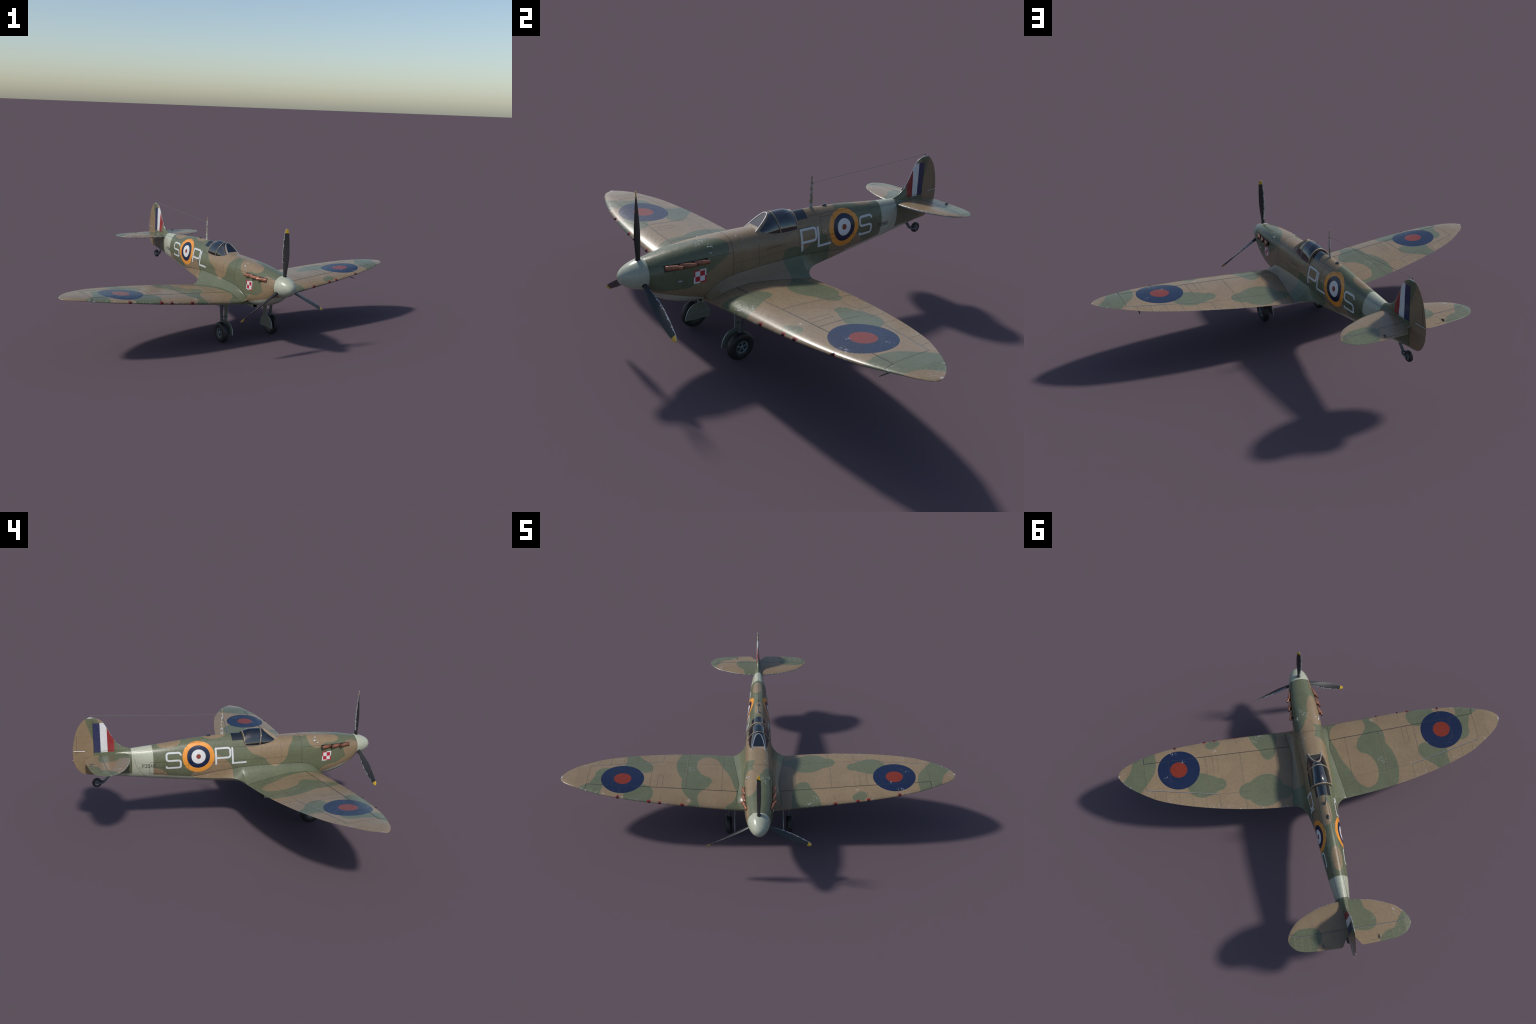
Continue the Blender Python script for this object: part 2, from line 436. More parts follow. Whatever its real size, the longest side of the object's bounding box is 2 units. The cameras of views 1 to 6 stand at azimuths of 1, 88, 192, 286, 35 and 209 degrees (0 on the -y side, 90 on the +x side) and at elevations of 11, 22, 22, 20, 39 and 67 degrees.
def mat_tailplane():
    n = NT("tailplane_camouflage_paint")
    col = EARTH
    uv = n.comb(n.x, n.y)
    d = n.m('MAXIMUM', n.blobs(uv, TAIL_PATCHES[1]), n.x)
    col = n.mix(n.less(n.patches(uv, [TAIL_PATCHES[0], TAIL_PATCHES[2]], d), 0, .0012), EARTH, GREEN)
    sp = n.mapr(n.noise(95, 5, rough=.7), .57, .61)
    worn = n.mapr(n.noise(11, 2), .66, .70)
    return weather(n, col, n.m('MULTIPLY', n.m('MULTIPLY', sp, worn), .75))

def mat_fin():
    n = NT("fin_camouflage_paint")
    col = EARTH
    col = n.mix(n.less(n.patches(n.comb(n.y, n.z), FIN_PATCHES), 0, .0012), EARTH, GREEN)
    inz = n.m('MULTIPLY', n.m('GREATER_THAN', n.z, .514), n.m('LESS_THAN', n.z, .687))
    for lo, hi, c in ((.996, 1.035, rgb(.028, .031, .078)), (.957, .996, WHITE), (.918, .957, rgb(.235, .026, .028))):
        b = n.m('MULTIPLY', n.m('MULTIPLY', n.m('GREATER_THAN', n.y, lo), n.m('LESS_THAN', n.y, hi)), inz)
        col = n.mix(b, col, c)
    sp = n.mapr(n.noise(95, 5, rough=.7), .62, .67)
    worn = n.mapr(n.noise(11, 2), .55, .7)
    return weather(n, col, n.m('MULTIPLY', n.m('MULTIPLY', sp, worn), .75))

def mat_sky():
    n = NT("pale_underside_paint"); return weather(n, SKY, None, .27)

M_WING = mat_wing(); M_FUS = mat_fuselage(); M_FILLET = mat_fuselage(False); M_TAIL = mat_tailplane(); M_FIN = mat_fin(); M_SKY = mat_sky(); M_WUNDER = mat_wing_under()
M_LINE = simple("panel_line_dark", rgb(.018, .018, .017), .6)  # dark tone of strips laid on in place of cut gaps
M_LINE2 = simple("panel_seam_dark", rgb(.045, .041, .034), .55)  # dark tone of the thin seam strips
M_RIVET = simple("rivet_glint_paint", rgb(.22, .205, .15), .22, .25)  # tone lightened to stand in for rivet glints
M_LIP2 = simple("rib_seam_highlight_paint", rgb(.24, .185, .125), .35)  # pale tone: painted highlight beside wing seams, raised ribs on the tail
M_LIP = simple("seam_highlight_paint", rgb(.27, .275, .27), .3, .3)  # pale tone paints the highlight along hinge-line edges
M_BLACK = simple("flat_black", rgb(.006, .006, .006), .7)  # black put into the colour for the shade in openings
M_GLASS = simple("dark_window_glass", rgb(.006, .008, .011), .04, 0, .1, 20, 1.0)
def mat_clear():
    n = NT("smoked_canopy_glass")
    n.finish(rgb(.20, .23, .27), .015, 0, .5)
    n.bsdf.inputs["Transmission Weight"].default_value = 1.0; n.bsdf.inputs["IOR"].default_value = 1.85
    return n.mat
M_CLEAR = mat_clear()
M_COCKPIT = simple("cockpit_interior_paint", rgb(.030, .034, .028), .6)
M_LEATHER = simple("seat_leather", rgb(.045, .028, .018), .6)
M_FRAME = simple("canopy_frame_paint", rgb(.26, .205, .145), .38)
M_WORN = simple("worn_leading_edge_metal", rgb(.40, .41, .42), .35, .25, .3, 120)
M_BLIST = simple("worn_blister_metal", rgb(.34, .33, .31), .28, .5, .25, 150)
M_BRIGHT = simple("worn_bright_edge", rgb(.55, .55, .56), .3, .5)
M_TYRE = simple("tyre_rubber", rgb(.012, .012, .013), .55)
M_RIM = simple("wheel_hub_metal", rgb(.17, .20, .215), .4, .4)
M_STRUT = simple("gear_strut_paint", rgb(.10, .11, .12), .35, .4)
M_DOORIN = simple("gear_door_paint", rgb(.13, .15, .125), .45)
M_COPPER = simple("exhaust_burnt_metal", rgb(.27, .112, .066), .40, .40, .22, 60)
M_MAST = simple("chipped_mast_paint", rgb(.36, .35, .31), .5, 0, .5, 120)
M_WIRE = simple("aerial_wire", rgb(.10, .11, .09), .5)
M_LETTER = simple("pale_letter_paint", rgb(.50, .52, .52), .45, 0, .06)
M_STENCIL = simple("black_stencil_paint", rgb(.028, .028, .022), .6)

# =====================================================================
#  fuselage and cowling
# =====================================================================
ys = list(np.linspace(-.625, -.50, 22)) + list(np.linspace(-.49, 1.035, 160))
NTH = 128
V = []; 
for y in ys:
    for j in range(NTH):
        V.append(fus_pt(y, 2*math.pi*j/NTH))
Fc = grid_faces(len(ys), NTH, True)
Fc.append(tuple(range(NTH))); Fc.append(tuple(range((len(ys)-1)*NTH, len(ys)*NTH)))
split_parts(V, Fc, [M_FUS], [0]*len(Fc), [((0, -.228, 0), (0, 1, 0), lambda c: abs(c.y + .228) < .03)],
            lambda c: "engine_cowling" if c.y < -.228 else ("opening" if -.015 < c.y < .130 and c.z > .506 else "fuselage"))
bpy.data.objects.remove(bpy.data.objects["opening"])       # cockpit well under the hood

# ---- spinner with its tapered nose -------------------------------------
AX_Z, PROP_Y, PROP_R = .4267, -.643, .353
prof = [(-.622, 0.0), (-.622, .0655), (-.627, .0662), (-.64, .0650), (-.655, .0620), (-.67, .0578), (-.685, .0522), (-.70, .0450),
        (-.712, .0375), (-.722, .0292), (-.729, .0208), (-.733, .0122), (-.7348, .005), (-.735, 0.0)]
pp = pchip([-p[0] for p in prof[2:]], [p[1] for p in prof[2:]])
fine = prof[:2] + [(-t, pp(t)) for t in (.627 + (.735 - .627)*(1 - (1 - k/40)**2) for k in range(41))]
revolve("spinner", fine, M_SKY, center=(0, 0, AX_Z), seg=64)

# ---- propeller blades ---------------------------------------------------
def blade_material():
    n = NT("black_propeller_paint")
    col = n.mix(n.m('GREATER_THAN', n.z, .3275), rgb(.016, .016, .017), rgb(.50, .31, .02))
    n.finish(col, .42, 0)
    return n.mat
M_BLADE = blade_material()
M_BLADE_EDGE = simple("worn_blade_edge", rgb(.30, .31, .32), .4, .3, .45, 150)
_chord = pchip([.05, .065, .10, .15, .19, .25, .30, .335, .347, .353], [.019, .020, .028, .040, .0445, .040, .032, .0245, .018, .005])
_beta = pchip([.05, .10, .20, .30, .353], [70, 67, 58, 43, 30])
_thk = pchip([.05, .08, .15, .25, .353], [.0095, .0085, .0058, .0038, .0018])
rs = [.045 + (.353 - .045)*(1 - (1 - k/60)**1.6) for k in range(61)]
NB = 28; V = []; idx = []
for r in rs:
    ch, b, th = _chord(r), math.radians(_beta(r)), _thk(r)
    for j in range(NB):
        a = 2*math.pi*j/NB
        u = .5*ch*math.cos(a)                      # along the chord
        w = th*math.sin(a)*(1 - .35*math.cos(a))   # thickness, fuller toward one edge
        d = Vector((math.cos(b), -math.sin(b), 0)); nn = Vector((math.sin(b), math.cos(b), 0))
        V.append(d*u + nn*w + Vector((0, 0, r)))
Fc = grid_faces(len(rs), NB, True)
rng = random.Random(3)
wear = {}
for i in range(len(rs) - 1):
    wear[i] = (rng.random(), rng.random())
for i in range(len(rs) - 1):
    for j in range(NB):
        back = abs(j + .5 - NB/2); front = min(j + .5, NB - j - .5)
        rr = .5*(rs[i] + rs[i+1])
        if back < (1.6 + 2.2*wear[i][0] if rr > .09 else .1) or (front < .3 + .5*wear[i][1] and rr > .22):
            idx.append(1)
        else: idx.append(0)
Fc.append(tuple(range((len(rs)-1)*NB, len(rs)*NB))); idx.append(0)
blade0 = mesh_obj("propeller_blade", V, Fc, [M_BLADE, M_BLADE_EDGE], idx=idx)
blade0.location = (0, PROP_Y, AX_Z)
for k in (1, 2):
    b = blade0.copy(); b.rotation_euler = (0, k*2*math.pi/3, 0); link(b)
# black rings standing in for the spinner slots where the blades pass through
ring0 = None
for k in range(3):
    if ring0 is None:
        ring0 = revolve("blade_slot_ring", [(.045, 0), (.045, .0115), (.0652, .0115), (.0652, .0105), (.060, .010), (.060, 0)], M_BLACK, axis='Z', seg=24)
        c = ring0
    else:
        c = ring0.copy(); link(c)
    c.location = (0, PROP_Y, AX_Z); c.rotation_euler = (0, k*2*math.pi/3, 0)

# =====================================================================
#  wings
# =====================================================================
NS, NC = 110, 44
def wing_mesh(side):
    V = []; F = []; I = []
    cs = [.5*(1 - math.cos(math.pi*j/NC)) for j in range(NC + 1)]
    cs = [c**1.15 for c in cs]
    xs = [.02 + (TIP - .0002 - .02)*(1 - (1 - k/NS)**1.9) for k in range(NS + 1)]
    loop = [(c, True) for c in cs[::-1]] + [(c, False) for c in cs[1:-1]]   # TE over the top to LE, back below
    n = len(loop)
    for x in xs:
        l, t = LE(x), TE(x)
        for c, up in loop:
            y = l + c*(t - l); V.append((side*x, y, wing_z(x, y, up)))
    for i in range(NS):
        for j in range(n):
            k = (j + 1) % n
            F.append((i*n + j, i*n + k, (i+1)*n + k, (i+1)*n + j))
            low = j >= NC + 3 or j == n - 1
            if j >= NC and j < NC + 3: low = False
            I.append(1 if low else 0)
    F.append(tuple(range(NS*n, (NS+1)*n))); I.append(0)
    F.append(tuple(range(n))); I.append(0)
    return V, F, I
AIL_IN, AIL_OUT = .614, 1.058
HIN, HOUT = .0225, -.063
def hinge_y(x): return HIN + (abs(x) - AIL_IN)/(AIL_OUT - AIL_IN)*(HOUT - HIN)
for side in (1, -1):
    V, F, I = wing_mesh(side)
    d = Vector((side*(AIL_OUT - AIL_IN), HOUT - HIN, 0)); hn = Vector((-d.y, d.x, 0))
    cuts = [((side*AIL_IN, 0, 0), (1, 0, 0), lambda c: abs(abs(c.x) - AIL_IN) < .04),
            ((side*AIL_OUT, 0, 0), (1, 0, 0), lambda c: abs(abs(c.x) - AIL_OUT) < .04),
            ((side*AIL_IN, HIN, 0), hn, lambda c: AIL_IN < abs(c.x) < AIL_OUT and abs(c.y - hinge_y(c.x)) < .05)]
    parts = split_parts(V, F, [M_WING, M_WUNDER], I, cuts,
                lambda c: "aileron" if AIL_IN < abs(c.x) < AIL_OUT and c.y > hinge_y(c.x) else "wing")

# ---- root fillets --------------------------------------------------------
_fxB = pchip([-.372, -.25, -.175, -.11, 0, .06, .157], [.143, .131, .123, .133, .148, .157, .169])
_fzA = pchip([-.372, -.34, -.295, -.233, -.147, -.05, .077, .156, .21, .31, .40, .46], [.285, .315, .345, .362, .368, .372, .373, .372, .368, .358, .342, .330])
_fxE = pchip([.157, .1600, .166, .176, .19, .21, .24, .28, .33, .40, .46], [.169, .153, .137, .121, .1085, .099, .0895, .0805, .0725, .0635, .0545])
_fzE = pchip([.157, .166, .19, .216, .25, .30, .40, .46], [.2870, .291, .299, .305, .308, .310, .317, .325])
fy = list(np.linspace(-.366, .155, 70)) + [.157, .158, .160, .163, .167, .172, .178, .186, .195] + list(np.linspace(.205, .46, 26))
NP = 16
for side in (1, -1):
    V = []; 
    for y in fy:
        zA = _fzA(y); xA = fus_x(y, zA) - .0006
        if y <= .157:
            xB = _fxB(y); zB = wing_z(xB, y) + .0002
        else:
            xB = max(_fxE(y), fus_x(y, _fzE(y))); zB = _fzE(y)
        cx, cz = xA + .33*(xB - xA), zB + .33*(zA - zB)
        if y <= .157:
            cz = zB - .25*(xB - cx)*.11 + .34*(zA - zB)
        row = []
        for j in range(NP + 1):
            t = j/NP
            row.append(((1-t)**2*xA + 2*t*(1-t)*cx + t*t*xB, y, (1-t)**2*zA + 2*t*(1-t)*cz + t*t*zB))
        # underside back to the keel
        zK = FBOT(y) + .004
        xk, zk = (.55*xB, zK + .35*(zB - zK)) 
        if y <= .157: zB2 = wing_z(xB, y, False) + .001
        else: zB2 = zB
        row.append((xB, y, zB2 if y <= .157 else zB - .0004))
        for t in (.25, .5, .75, 1.0):
            row.append(((1-t)**2*xB + 2*t*(1-t)*xk + t*t*.02, y, (1-t)**2*zB2 + 2*t*(1-t)*zk + t*t*zK))
        V += [(side*p[0], p[1], p[2]) for p in row]
    n = NP + 6
    for _ in range(14):                      # ease the sweep from the wing into the body
        W = [list(v) for v in V]
        for i in range(1, len(fy) - 1):
            a = (fy[i] - fy[i-1])/(fy[i+1] - fy[i-1])
            for j in range(1, NP):
                for k in (0, 2):
                    m_ = V[(i-1)*n + j][k]*(1 - a) + V[(i+1)*n + j][k]*a
                    W[i*n + j][k] = .4*V[i*n + j][k] + .6*m_
        V = [tuple(v) for v in W]
    F = grid_faces(len(fy), n)
    I = [0 if (k % (n-1)) < NP else 1 for k in range(len(F))]
    mesh_obj("wing_fillet", V, F, [M_FILLET, M_SKY], idx=I, sharp=math.radians(50))

# =====================================================================
#  tail
# =====================================================================
TT = .347
_tl = [(0, .835), (.035, .838), (.136, .852), (.226, .884), (.257, .898), (.29, .919), (.307, .935), (.327, .959), (.34, .983), (TT, 1.012)]
_tt = [(0, 1.040), (.015, 1.040), (.06, 1.096), (.15, 1.094), (.251, 1.087), (.285, 1.079), (.313, 1.066), (.328, 1.050), (.34, 1.034), (TT, 1.012)]
_TL = pchip([_q(x, TT) for x, y in _tl][::-1], [y for x, y in _tl][::-1])
_TTE = pchip([_q(x, TT) for x, y in _tt][::-1], [y for x, y in _tt][::-1])
TLE = lambda x: _TL(_q(abs(x), TT)); TTE = lambda x: _TTE(_q(abs(x), TT))
TZ = .490
_tth = pchip([0, .2, TT], [.0125, .010, .004])
def tail_z(x, y, up=True):
    x = abs(x); l = TLE(x); t = 1.096 if x < .06 else TTE(x); ch = max(t - l, 1e-5)
    c = min(max((y - l)/ch, 0), 1)
    return TZ + (1 if up else -1)*_tth(x)*naca(c)*min(1.0, ch/.12) + .0006*(1 if up else -1)*(c > .0)*(c < 1.0)
TS, TC = 60, 30
THY, THX, TTIPY = 1.001, .270, .975
def t_hinge(x):
    x = abs(x)
    return THY if x < THX else THY + (x - THX)/(.3455 - THX)*(TTIPY - THY)
wr = random.Random(11)
for side in (1, -1):
    V = []; F = []; I = []
    xs = [.0 + (TT - .0002)*(1 - (1 - k/TS)**1.9) for k in range(TS + 1)]
    xs = sorted(set(xs + [.06])); 
    cs = [.5*(1 - math.cos(math.pi*j/TC)) for j in range(TC + 1)]
    loop = [(c, True) for c in cs[::-1]] + [(c, False) for c in cs[1:-1]]; n = len(loop)
    for x in xs:
        l, t = TLE(x), TTE(x)
        for c, up in loop:
            y = l + c*(t - l); V.append((side*x, y, tail_z(x, y, up)))
    for i in range(len(xs) - 1):
        for j in range(n):
            k = (j + 1) % n
            F.append((i*n + j, i*n + k, (i+1)*n + k, (i+1)*n + j)); I.append(2 if abs(j + .5 - TC) < 2 and wr.random() < .6 else (1 if j > TC + 1 else 0))
    F.append(tuple(range((len(xs)-1)*n, len(xs)*n))); I.append(0)
    d = Vector((side*(.3455 - THX), TTIPY - THY, 0)); hn = Vector((-d.y, d.x, 0))
    cuts = [((0, THY, 0), (0, 1, 0), lambda c: abs(c.x) < THX + .02 and abs(c.y - THY) < .03),
            ((side*THX, THY, 0), hn, lambda c: abs(c.x) > THX - .02 and c.y < 1.02)]
    split_parts(V, F, [M_TAIL, M_SKY, M_WORN], I, cuts, lambda c: "elevator" if c.y > t_hinge(c.x) else "tailplane")

# ---- fin and rudder -------------------------------------------------------
_fl = [(.375, .86), (.50, .80), (.522, .826), (.533, .862), (.545, .882), (.562, .9035), (.584, .917), (.600, .9275), (.656, .956), (.684, .973), (.700, .986), (.709, 1.001), (.715, 1.016), (.7195, 1.031), (.7218, 1.045)]
_ft = [(.379, 1.045), (.3815, 1.062), (.385, 1.084), (.392, 1.102), (.402, 1.115), (.416, 1.127), (.435, 1.138), (.455, 1.1455), (.475, 1.150), (.50, 1.152), (.53, 1.1515), (.56, 1.148), (.60, 1.140), (.64, 1.128), (.67, 1.114), (.695, 1.095), (.711, 1.077), (.719, 1.060), (.7218, 1.045)]
FLE = pchip([a for a, b in _fl], [b for a, b in _fl]); FTE = pchip([a for a, b in _ft], [b for a, b in _ft])
_fth = pchip([.37, .45, .50, .52, .55, .60, .68, .715, .7218], [.012, .0150, .0150, .0140, .0108, .0090, .0068, .004, .0015])
zs = [.379 + (.7218 - .379)*t for t in [(.5*(1 - math.cos(math.pi*k/70))) for k in range(71)]]
FC = 36
def fin_half(y, z):
    l = min(FLE(z), .96 if z < .6 else 9); t = FTE(z); ch = max(t - l, 1e-4); c = min(max((y - l)/ch, 0), 1)
    k = naca(c) if c < .3 else max(0.06, 1 - ((c - .3)/.7)**1.35)
    return _fth(z)*k*(1 if c < 1 else .0)
V = []; F = []
cs = [.5*(1 - math.cos(math.pi*j/FC)) for j in range(FC + 1)]
loop = [(c, 1) for c in cs[::-1]] + [(c, -1) for c in cs[1:-1]]; n = len(loop)
for z in zs:
    l = FLE(z); t = FTE(z)
    if z < .50: l = min(l, 1.0)
    for c, s in loop:
        y = l + c*(t - l); hw = fin_half(y, z)
        if c == 0 or c == 1: hw = 0
        V.append((s*hw, y, z))
F = grid_faces(len(zs), n, True)
wr = random.Random(5)
I = [1 if (abs(k % n + .5 - FC) < 2 and zs[k//n] > .535 and (zs[k//n] > .60 or wr.random() < .5)) or zs[k//n] > .7165 else 0 for k in range(len(F))]
F.append(tuple(range(n))); F.append(tuple(range((len(zs)-1)*n, len(zs)*n))); I += [0, 1]
HY = 1.035
split_parts(V, F, [M_FIN, M_WORN], I, [((0, HY, 0), (0, 1, 0), lambda c: abs(c.y - HY) < .03)],
            lambda c: "rudder" if c.y > HY else "tail_fin")

# =====================================================================
#  cockpit canopy
# =====================================================================
#  y at the sill, sill z, sill half width, top z, forward lean of the top
_can = [(-.074, .512, .0425, .5185, 0), (-.055, .5045, .0500, .5315, -.002), (-.03, .4985, .0570, .5465, -.008), (.0, .4955, .0610, .5645, -.014), (.03, .4935, .0632, .5795, -.020),
        (.046, .4930, .0645, .5830, -.021), (.07, .493, .0655, .5848, -.016), (.10, .494, .0660, .5850, -.010), (.125, .4955, .0655, .579, -.004), (.141, .497, .0648, .5705, 0)]
CZ, CW, CT, CL = [pchip([r[0] for r in _can], [r[k] for r in _can]) for k in (1, 2, 3, 4)]
def can_pt(y, a, off=0.0):
    """a: 0 port sill .. pi starboard sill"""
    c, s = math.cos(a), math.sin(a)
    h = CT(y) - CZ(y)
    nn = 1.82 + .22*min(1, max(0, (.025 - y)/.07))
    zz = abs(s)**(2/nn)
    return Vector((math.copysign((CW(y) + off)*abs(c)**(2/nn), c), y + CL(y)*zz, CZ(y) + (h + off)*zz))
def canopy_shell(name, y0, y1, ny, mat):
    V = []; NA = 48
    yy = np.linspace(y0, y1, ny)
    for y in yy:
        for j in range(NA + 1): V.append(can_pt(y, math.pi*j/NA))
    n0 = len(V)
    for y in yy:
        for j in range(NA + 1): V.append(can_pt(y, math.pi*j/NA, -.0010))
    F = grid_faces(ny, NA + 1) + [f[::-1] for f in grid_faces(ny, NA + 1, False, n0)]
    m = NA + 1
    rim = list(range(m)) + [i*m + NA for i in range(1, ny)] + list(range((ny-1)*m + NA - 1, (ny-1)*m - 1, -1)) + [i*m for i in range(ny - 2, 0, -1)]
    F += [(rim[k], rim[(k+1) % len(rim)], n0 + rim[(k+1) % len(rim)], n0 + rim[k]) for k in range(len(rim))]
    return mesh_obj(name, V, F, mat)
canopy_shell("windscreen_glass", -.074, .0455, 24, M_CLEAR)
canopy_shell("sliding_hood_glass", .0465, .141, 30, M_CLEAR)
# guessed cockpit interior, unseen: well, seat, headrest, instrument panel
V = []; yy = np.linspace(-.062, .142, 12); NA = 24
for y in yy:
    for j in range(NA + 1):
        a = math.pi*j/NA
        V.append((.0590*math.copysign(abs(math.cos(a))**.5, math.cos(a)), y, .4995 - .095*abs(math.sin(a))**.5))
F = grid_faces(12, NA + 1) + [tuple(range(NA + 1)), tuple(range(11*(NA + 1), 12*(NA + 1)))]
mesh_obj("cockpit_well", V, F, M_COCKPIT)
def slab(name, c, h, mat, tilt=0.0):
    bm = bmesh.new(); bmesh.ops.create_cube(bm, size=2.0)
    bmesh.ops.scale(bm, vec=h, verts=bm.verts); bmesh.ops.bevel(bm, geom=bm.edges[:], offset=min(h)*.5, segments=3, affect='EDGES')
    bmesh.ops.rotate(bm, cent=(0, 0, 0), matrix=Matrix.Rotation(tilt, 3, 'X'), verts=bm.verts); bmesh.ops.translate(bm, vec=c, verts=bm.verts)
    me = bpy.data.meshes.new(name); bm.to_mesh(me); bm.free(); me.materials.append(mat)
    me.polygons.foreach_set("use_smooth", [True]*len(me.polygons))
    return link(bpy.data.objects.new(name, me))
slab("pilot_seat", (0, .085, .455), (.032, .006, .045), M_LEATHER, -.15)
slab("seat_cushion", (0, .060, .425), (.031, .026, .006), M_LEATHER)
slab("headrest", (0, .118, .535), (.020, .008, .014), M_LEATHER, -.1)
slab("instrument_panel", (0, -.042, .488), (.050, .003, .022), M_COCKPIT, -.2)
slab("gun_sight", (0, -.030, .522), (.006, .006, .010), M_COCKPIT)
tube("control_column", [(0, .022, .41), (0, .018, .455), (0, .012, .472)], .0028, M_BLACK, seg=8)
V = [fus_pt(.1385, 2*math.pi*j/48, -.003) for j in range(48)]
mesh_obj("rear_bulkhead", V, [tuple(range(48))], M_COCKPIT, smooth=False)
def frame_bar(name, pts, r, mat=None, sq=(1, 1)):
    return tube(name, pts, r, mat or M_FRAME, seg=10, squash=sq)
frame_bar("canopy_frame", [can_pt(.046, math.pi*j/40, .0005) for j in range(41)], .0028)
frame_bar("canopy_frame", [can_pt(.141, math.pi*j/40, .0005) for j in range(41)], .0034)
for s in (0, math.pi):
    frame_bar("canopy_frame", [can_pt(y, s, .0004) for y in np.linspace(-.070, .141, 22)], .0024)
# rear windows let into the spine
for a0, a1 in ((-1, 1),):
    V = []; ny, na = 12, 40
    for y in np.linspace(.146, .2155, ny):
        # angle at which the spine passes z = .530
        zc = FZC(y); h = FTOP(y) - zc; n_ = FNU(y)
        tb = math.acos(((.5305 - zc)/h)**(n_/2))
        for j in range(na + 1):
            V.append(fus_pt(y, tb*(2*j/na - 1), .0009))
    mesh_obj("rear_window", V, grid_faces(ny, na + 1), M_GLASS)
# flat armoured front pane in its arched frame
B0, B1, TP = Vector((0, -.0775, .5125)), Vector((0, -.0610, .5325)), Vector((0, .0035, .5815))
up = (TP - B1).normalized(); nrm = Vector((0, -up.z, up.y))
def arch(w0, s0, s1, grow=0.0, n=32):
    """pointed-round arch outline in the pane plane"""
    o = []
    for j in range(n + 1):
        t = -1 + 2*j/n
        s = 1 - abs(t)**2.0
        o.append((w0*math.copysign(abs(t)**.80, t)*(1 + grow), s0 + (s1 - s0)*s))
    return o
HL = (TP - B1).length
outl = arch(.0368, 0.0, HL)
# pane
V = [B1 + Vector((x, 0, 0)) + up*s + nrm*.0015 for x, s in outl]
mesh_obj("front_pane", V + [v - nrm*.003 for v in V], [tuple(range(len(V)))] + [tuple(range(len(V), 2*len(V)))[::-1]] +
         [(i, (i+1) % len(V), len(V) + (i+1) % len(V), len(V) + i) for i in range(len(V))], M_CLEAR, smooth=False)
# frame: a strip with depth round the arch, carried down to the base
o2 = [(-.0415, -.026)] + arch(.0372, 0, HL + .0006) + [(.0415, -.026)]
V = []
for i, (x, s) in enumerate(o2):
    a = o2[max(i-1, 0)]; b = o2[min(i+1, len(o2)-1)]
    t = Vector((b[0]-a[0], b[1]-a[1])).normalized(); nx, ns = -t.y, t.x
    for w, dpt in ((.0018, .0030), (-.0016, .0030), (-.0016, -.0115), (.0018, -.0115)):
        V.append(B1 + Vector((x + nx*w, 0, 0)) + up*(s + ns*w) + nrm*dpt)
F = grid_faces(len(o2), 4, True); F += [(0, 1, 2, 3), tuple(len(V) - 4 + k for k in range(4))]
idx = [1 if k % 4 == 0 else 0 for k in range(len(F))]
mesh_obj("windscreen_frame", V, F, [M_FRAME, M_BRIGHT], idx=idx, smooth=False)
# sloping fairing below the pane
V = []
for i in range(9):
    t = -1 + 2*i/8
    V += [B1 + Vector((.0372*t, 0, 0)) + nrm*.0018, B1 + Vector((.0412*t, 0, 0)) - up*.026 + nrm*.0018]
mesh_obj("windscreen_fairing", V, grid_faces(9, 2), M_FRAME, smooth=False)

# =====================================================================
#  exhausts, nose fittings
# =====================================================================
ex_tip = [-.494, -.429, -.364]
for side in (1, -1):
    slot_y0, slot_y1 = -.562, -.360
    V = []
    for i in range(24):
        y = slot_y0 + (slot_y1 - slot_y0)*i/23
        for z in (.4415, .446, .452, .458, .464, .4675):
            p, _ = fus_side_pt(y, z, side, .0008); V.append(p)
    mesh_obj("exhaust_slot_patch", V, grid_faces(24, 6), M_BLACK)  # black sheet laid on the cowling in place of an open slot
    for k, yt in enumerate(ex_tip):
        xb = fus_x(yt - .05, .455)
        # flared casting: grows out of the black slot patch toward the rear, with an inner step and a longer outer pipe
        secs = [(-.0655, xb - .004, .004), (-.0640, xb + .0015, .0085), (-.060, xb + .0050, .0105), (-.050, xb + .0095, .0115), (-.036, xb + .0145, .0112), (-.022, xb + .0188, .0105), (-.012, xb + .0215, .0098)]
        V = []
        for dy, xo, h in secs:
            xi = fus_x(yt + dy, .455) - .006
            cx, hw = .5*(xi + xo), .5*(xo - xi)
            for q in range(24):
                a = 2*math.pi*q/24
                V.append((side*(cx + hw*math.copysign(abs(math.cos(a))**.75, math.cos(a))), yt + dy, .4555 + h*math.copysign(abs(math.sin(a))**.8, math.sin(a))*(1 - .10*abs(math.cos(3*a)))))
        n = len(secs)
        mesh_obj("exhaust_stub", V, grid_faces(n, 24, True) + [tuple(range(24)), tuple(range((n-1)*24, n*24))], M_COPPER, sharp=math.radians(60))
        xo = xb + .0215
        tube("exhaust_pipe", [(side*(xo - .0130), yt - .034, .4553), (side*(xo - .0070), yt - .013, .4550), (side*.1005, yt + .004, .4545)], [.0080, .0078, .0074], M_COPPER, seg=18, squash=(.9, 1.2))
        tube("exhaust_mouth_disc", [(side*.1003, yt + .0036, .4545), (side*.1006, yt + .0046, .4545)], .0058, M_BLACK, seg=16, squash=(.9, 1.2))  # black disc in place of the open pipe end
        tube("exhaust_mouth_disc", [(side*(xb + .0060), yt - .0124, .4555), (side*(xb + .0060), yt - .0112, .4555)], .0060, M_BLACK, seg=14, squash=(.9, 1.2))  # black disc in place of the inner outlet's opening

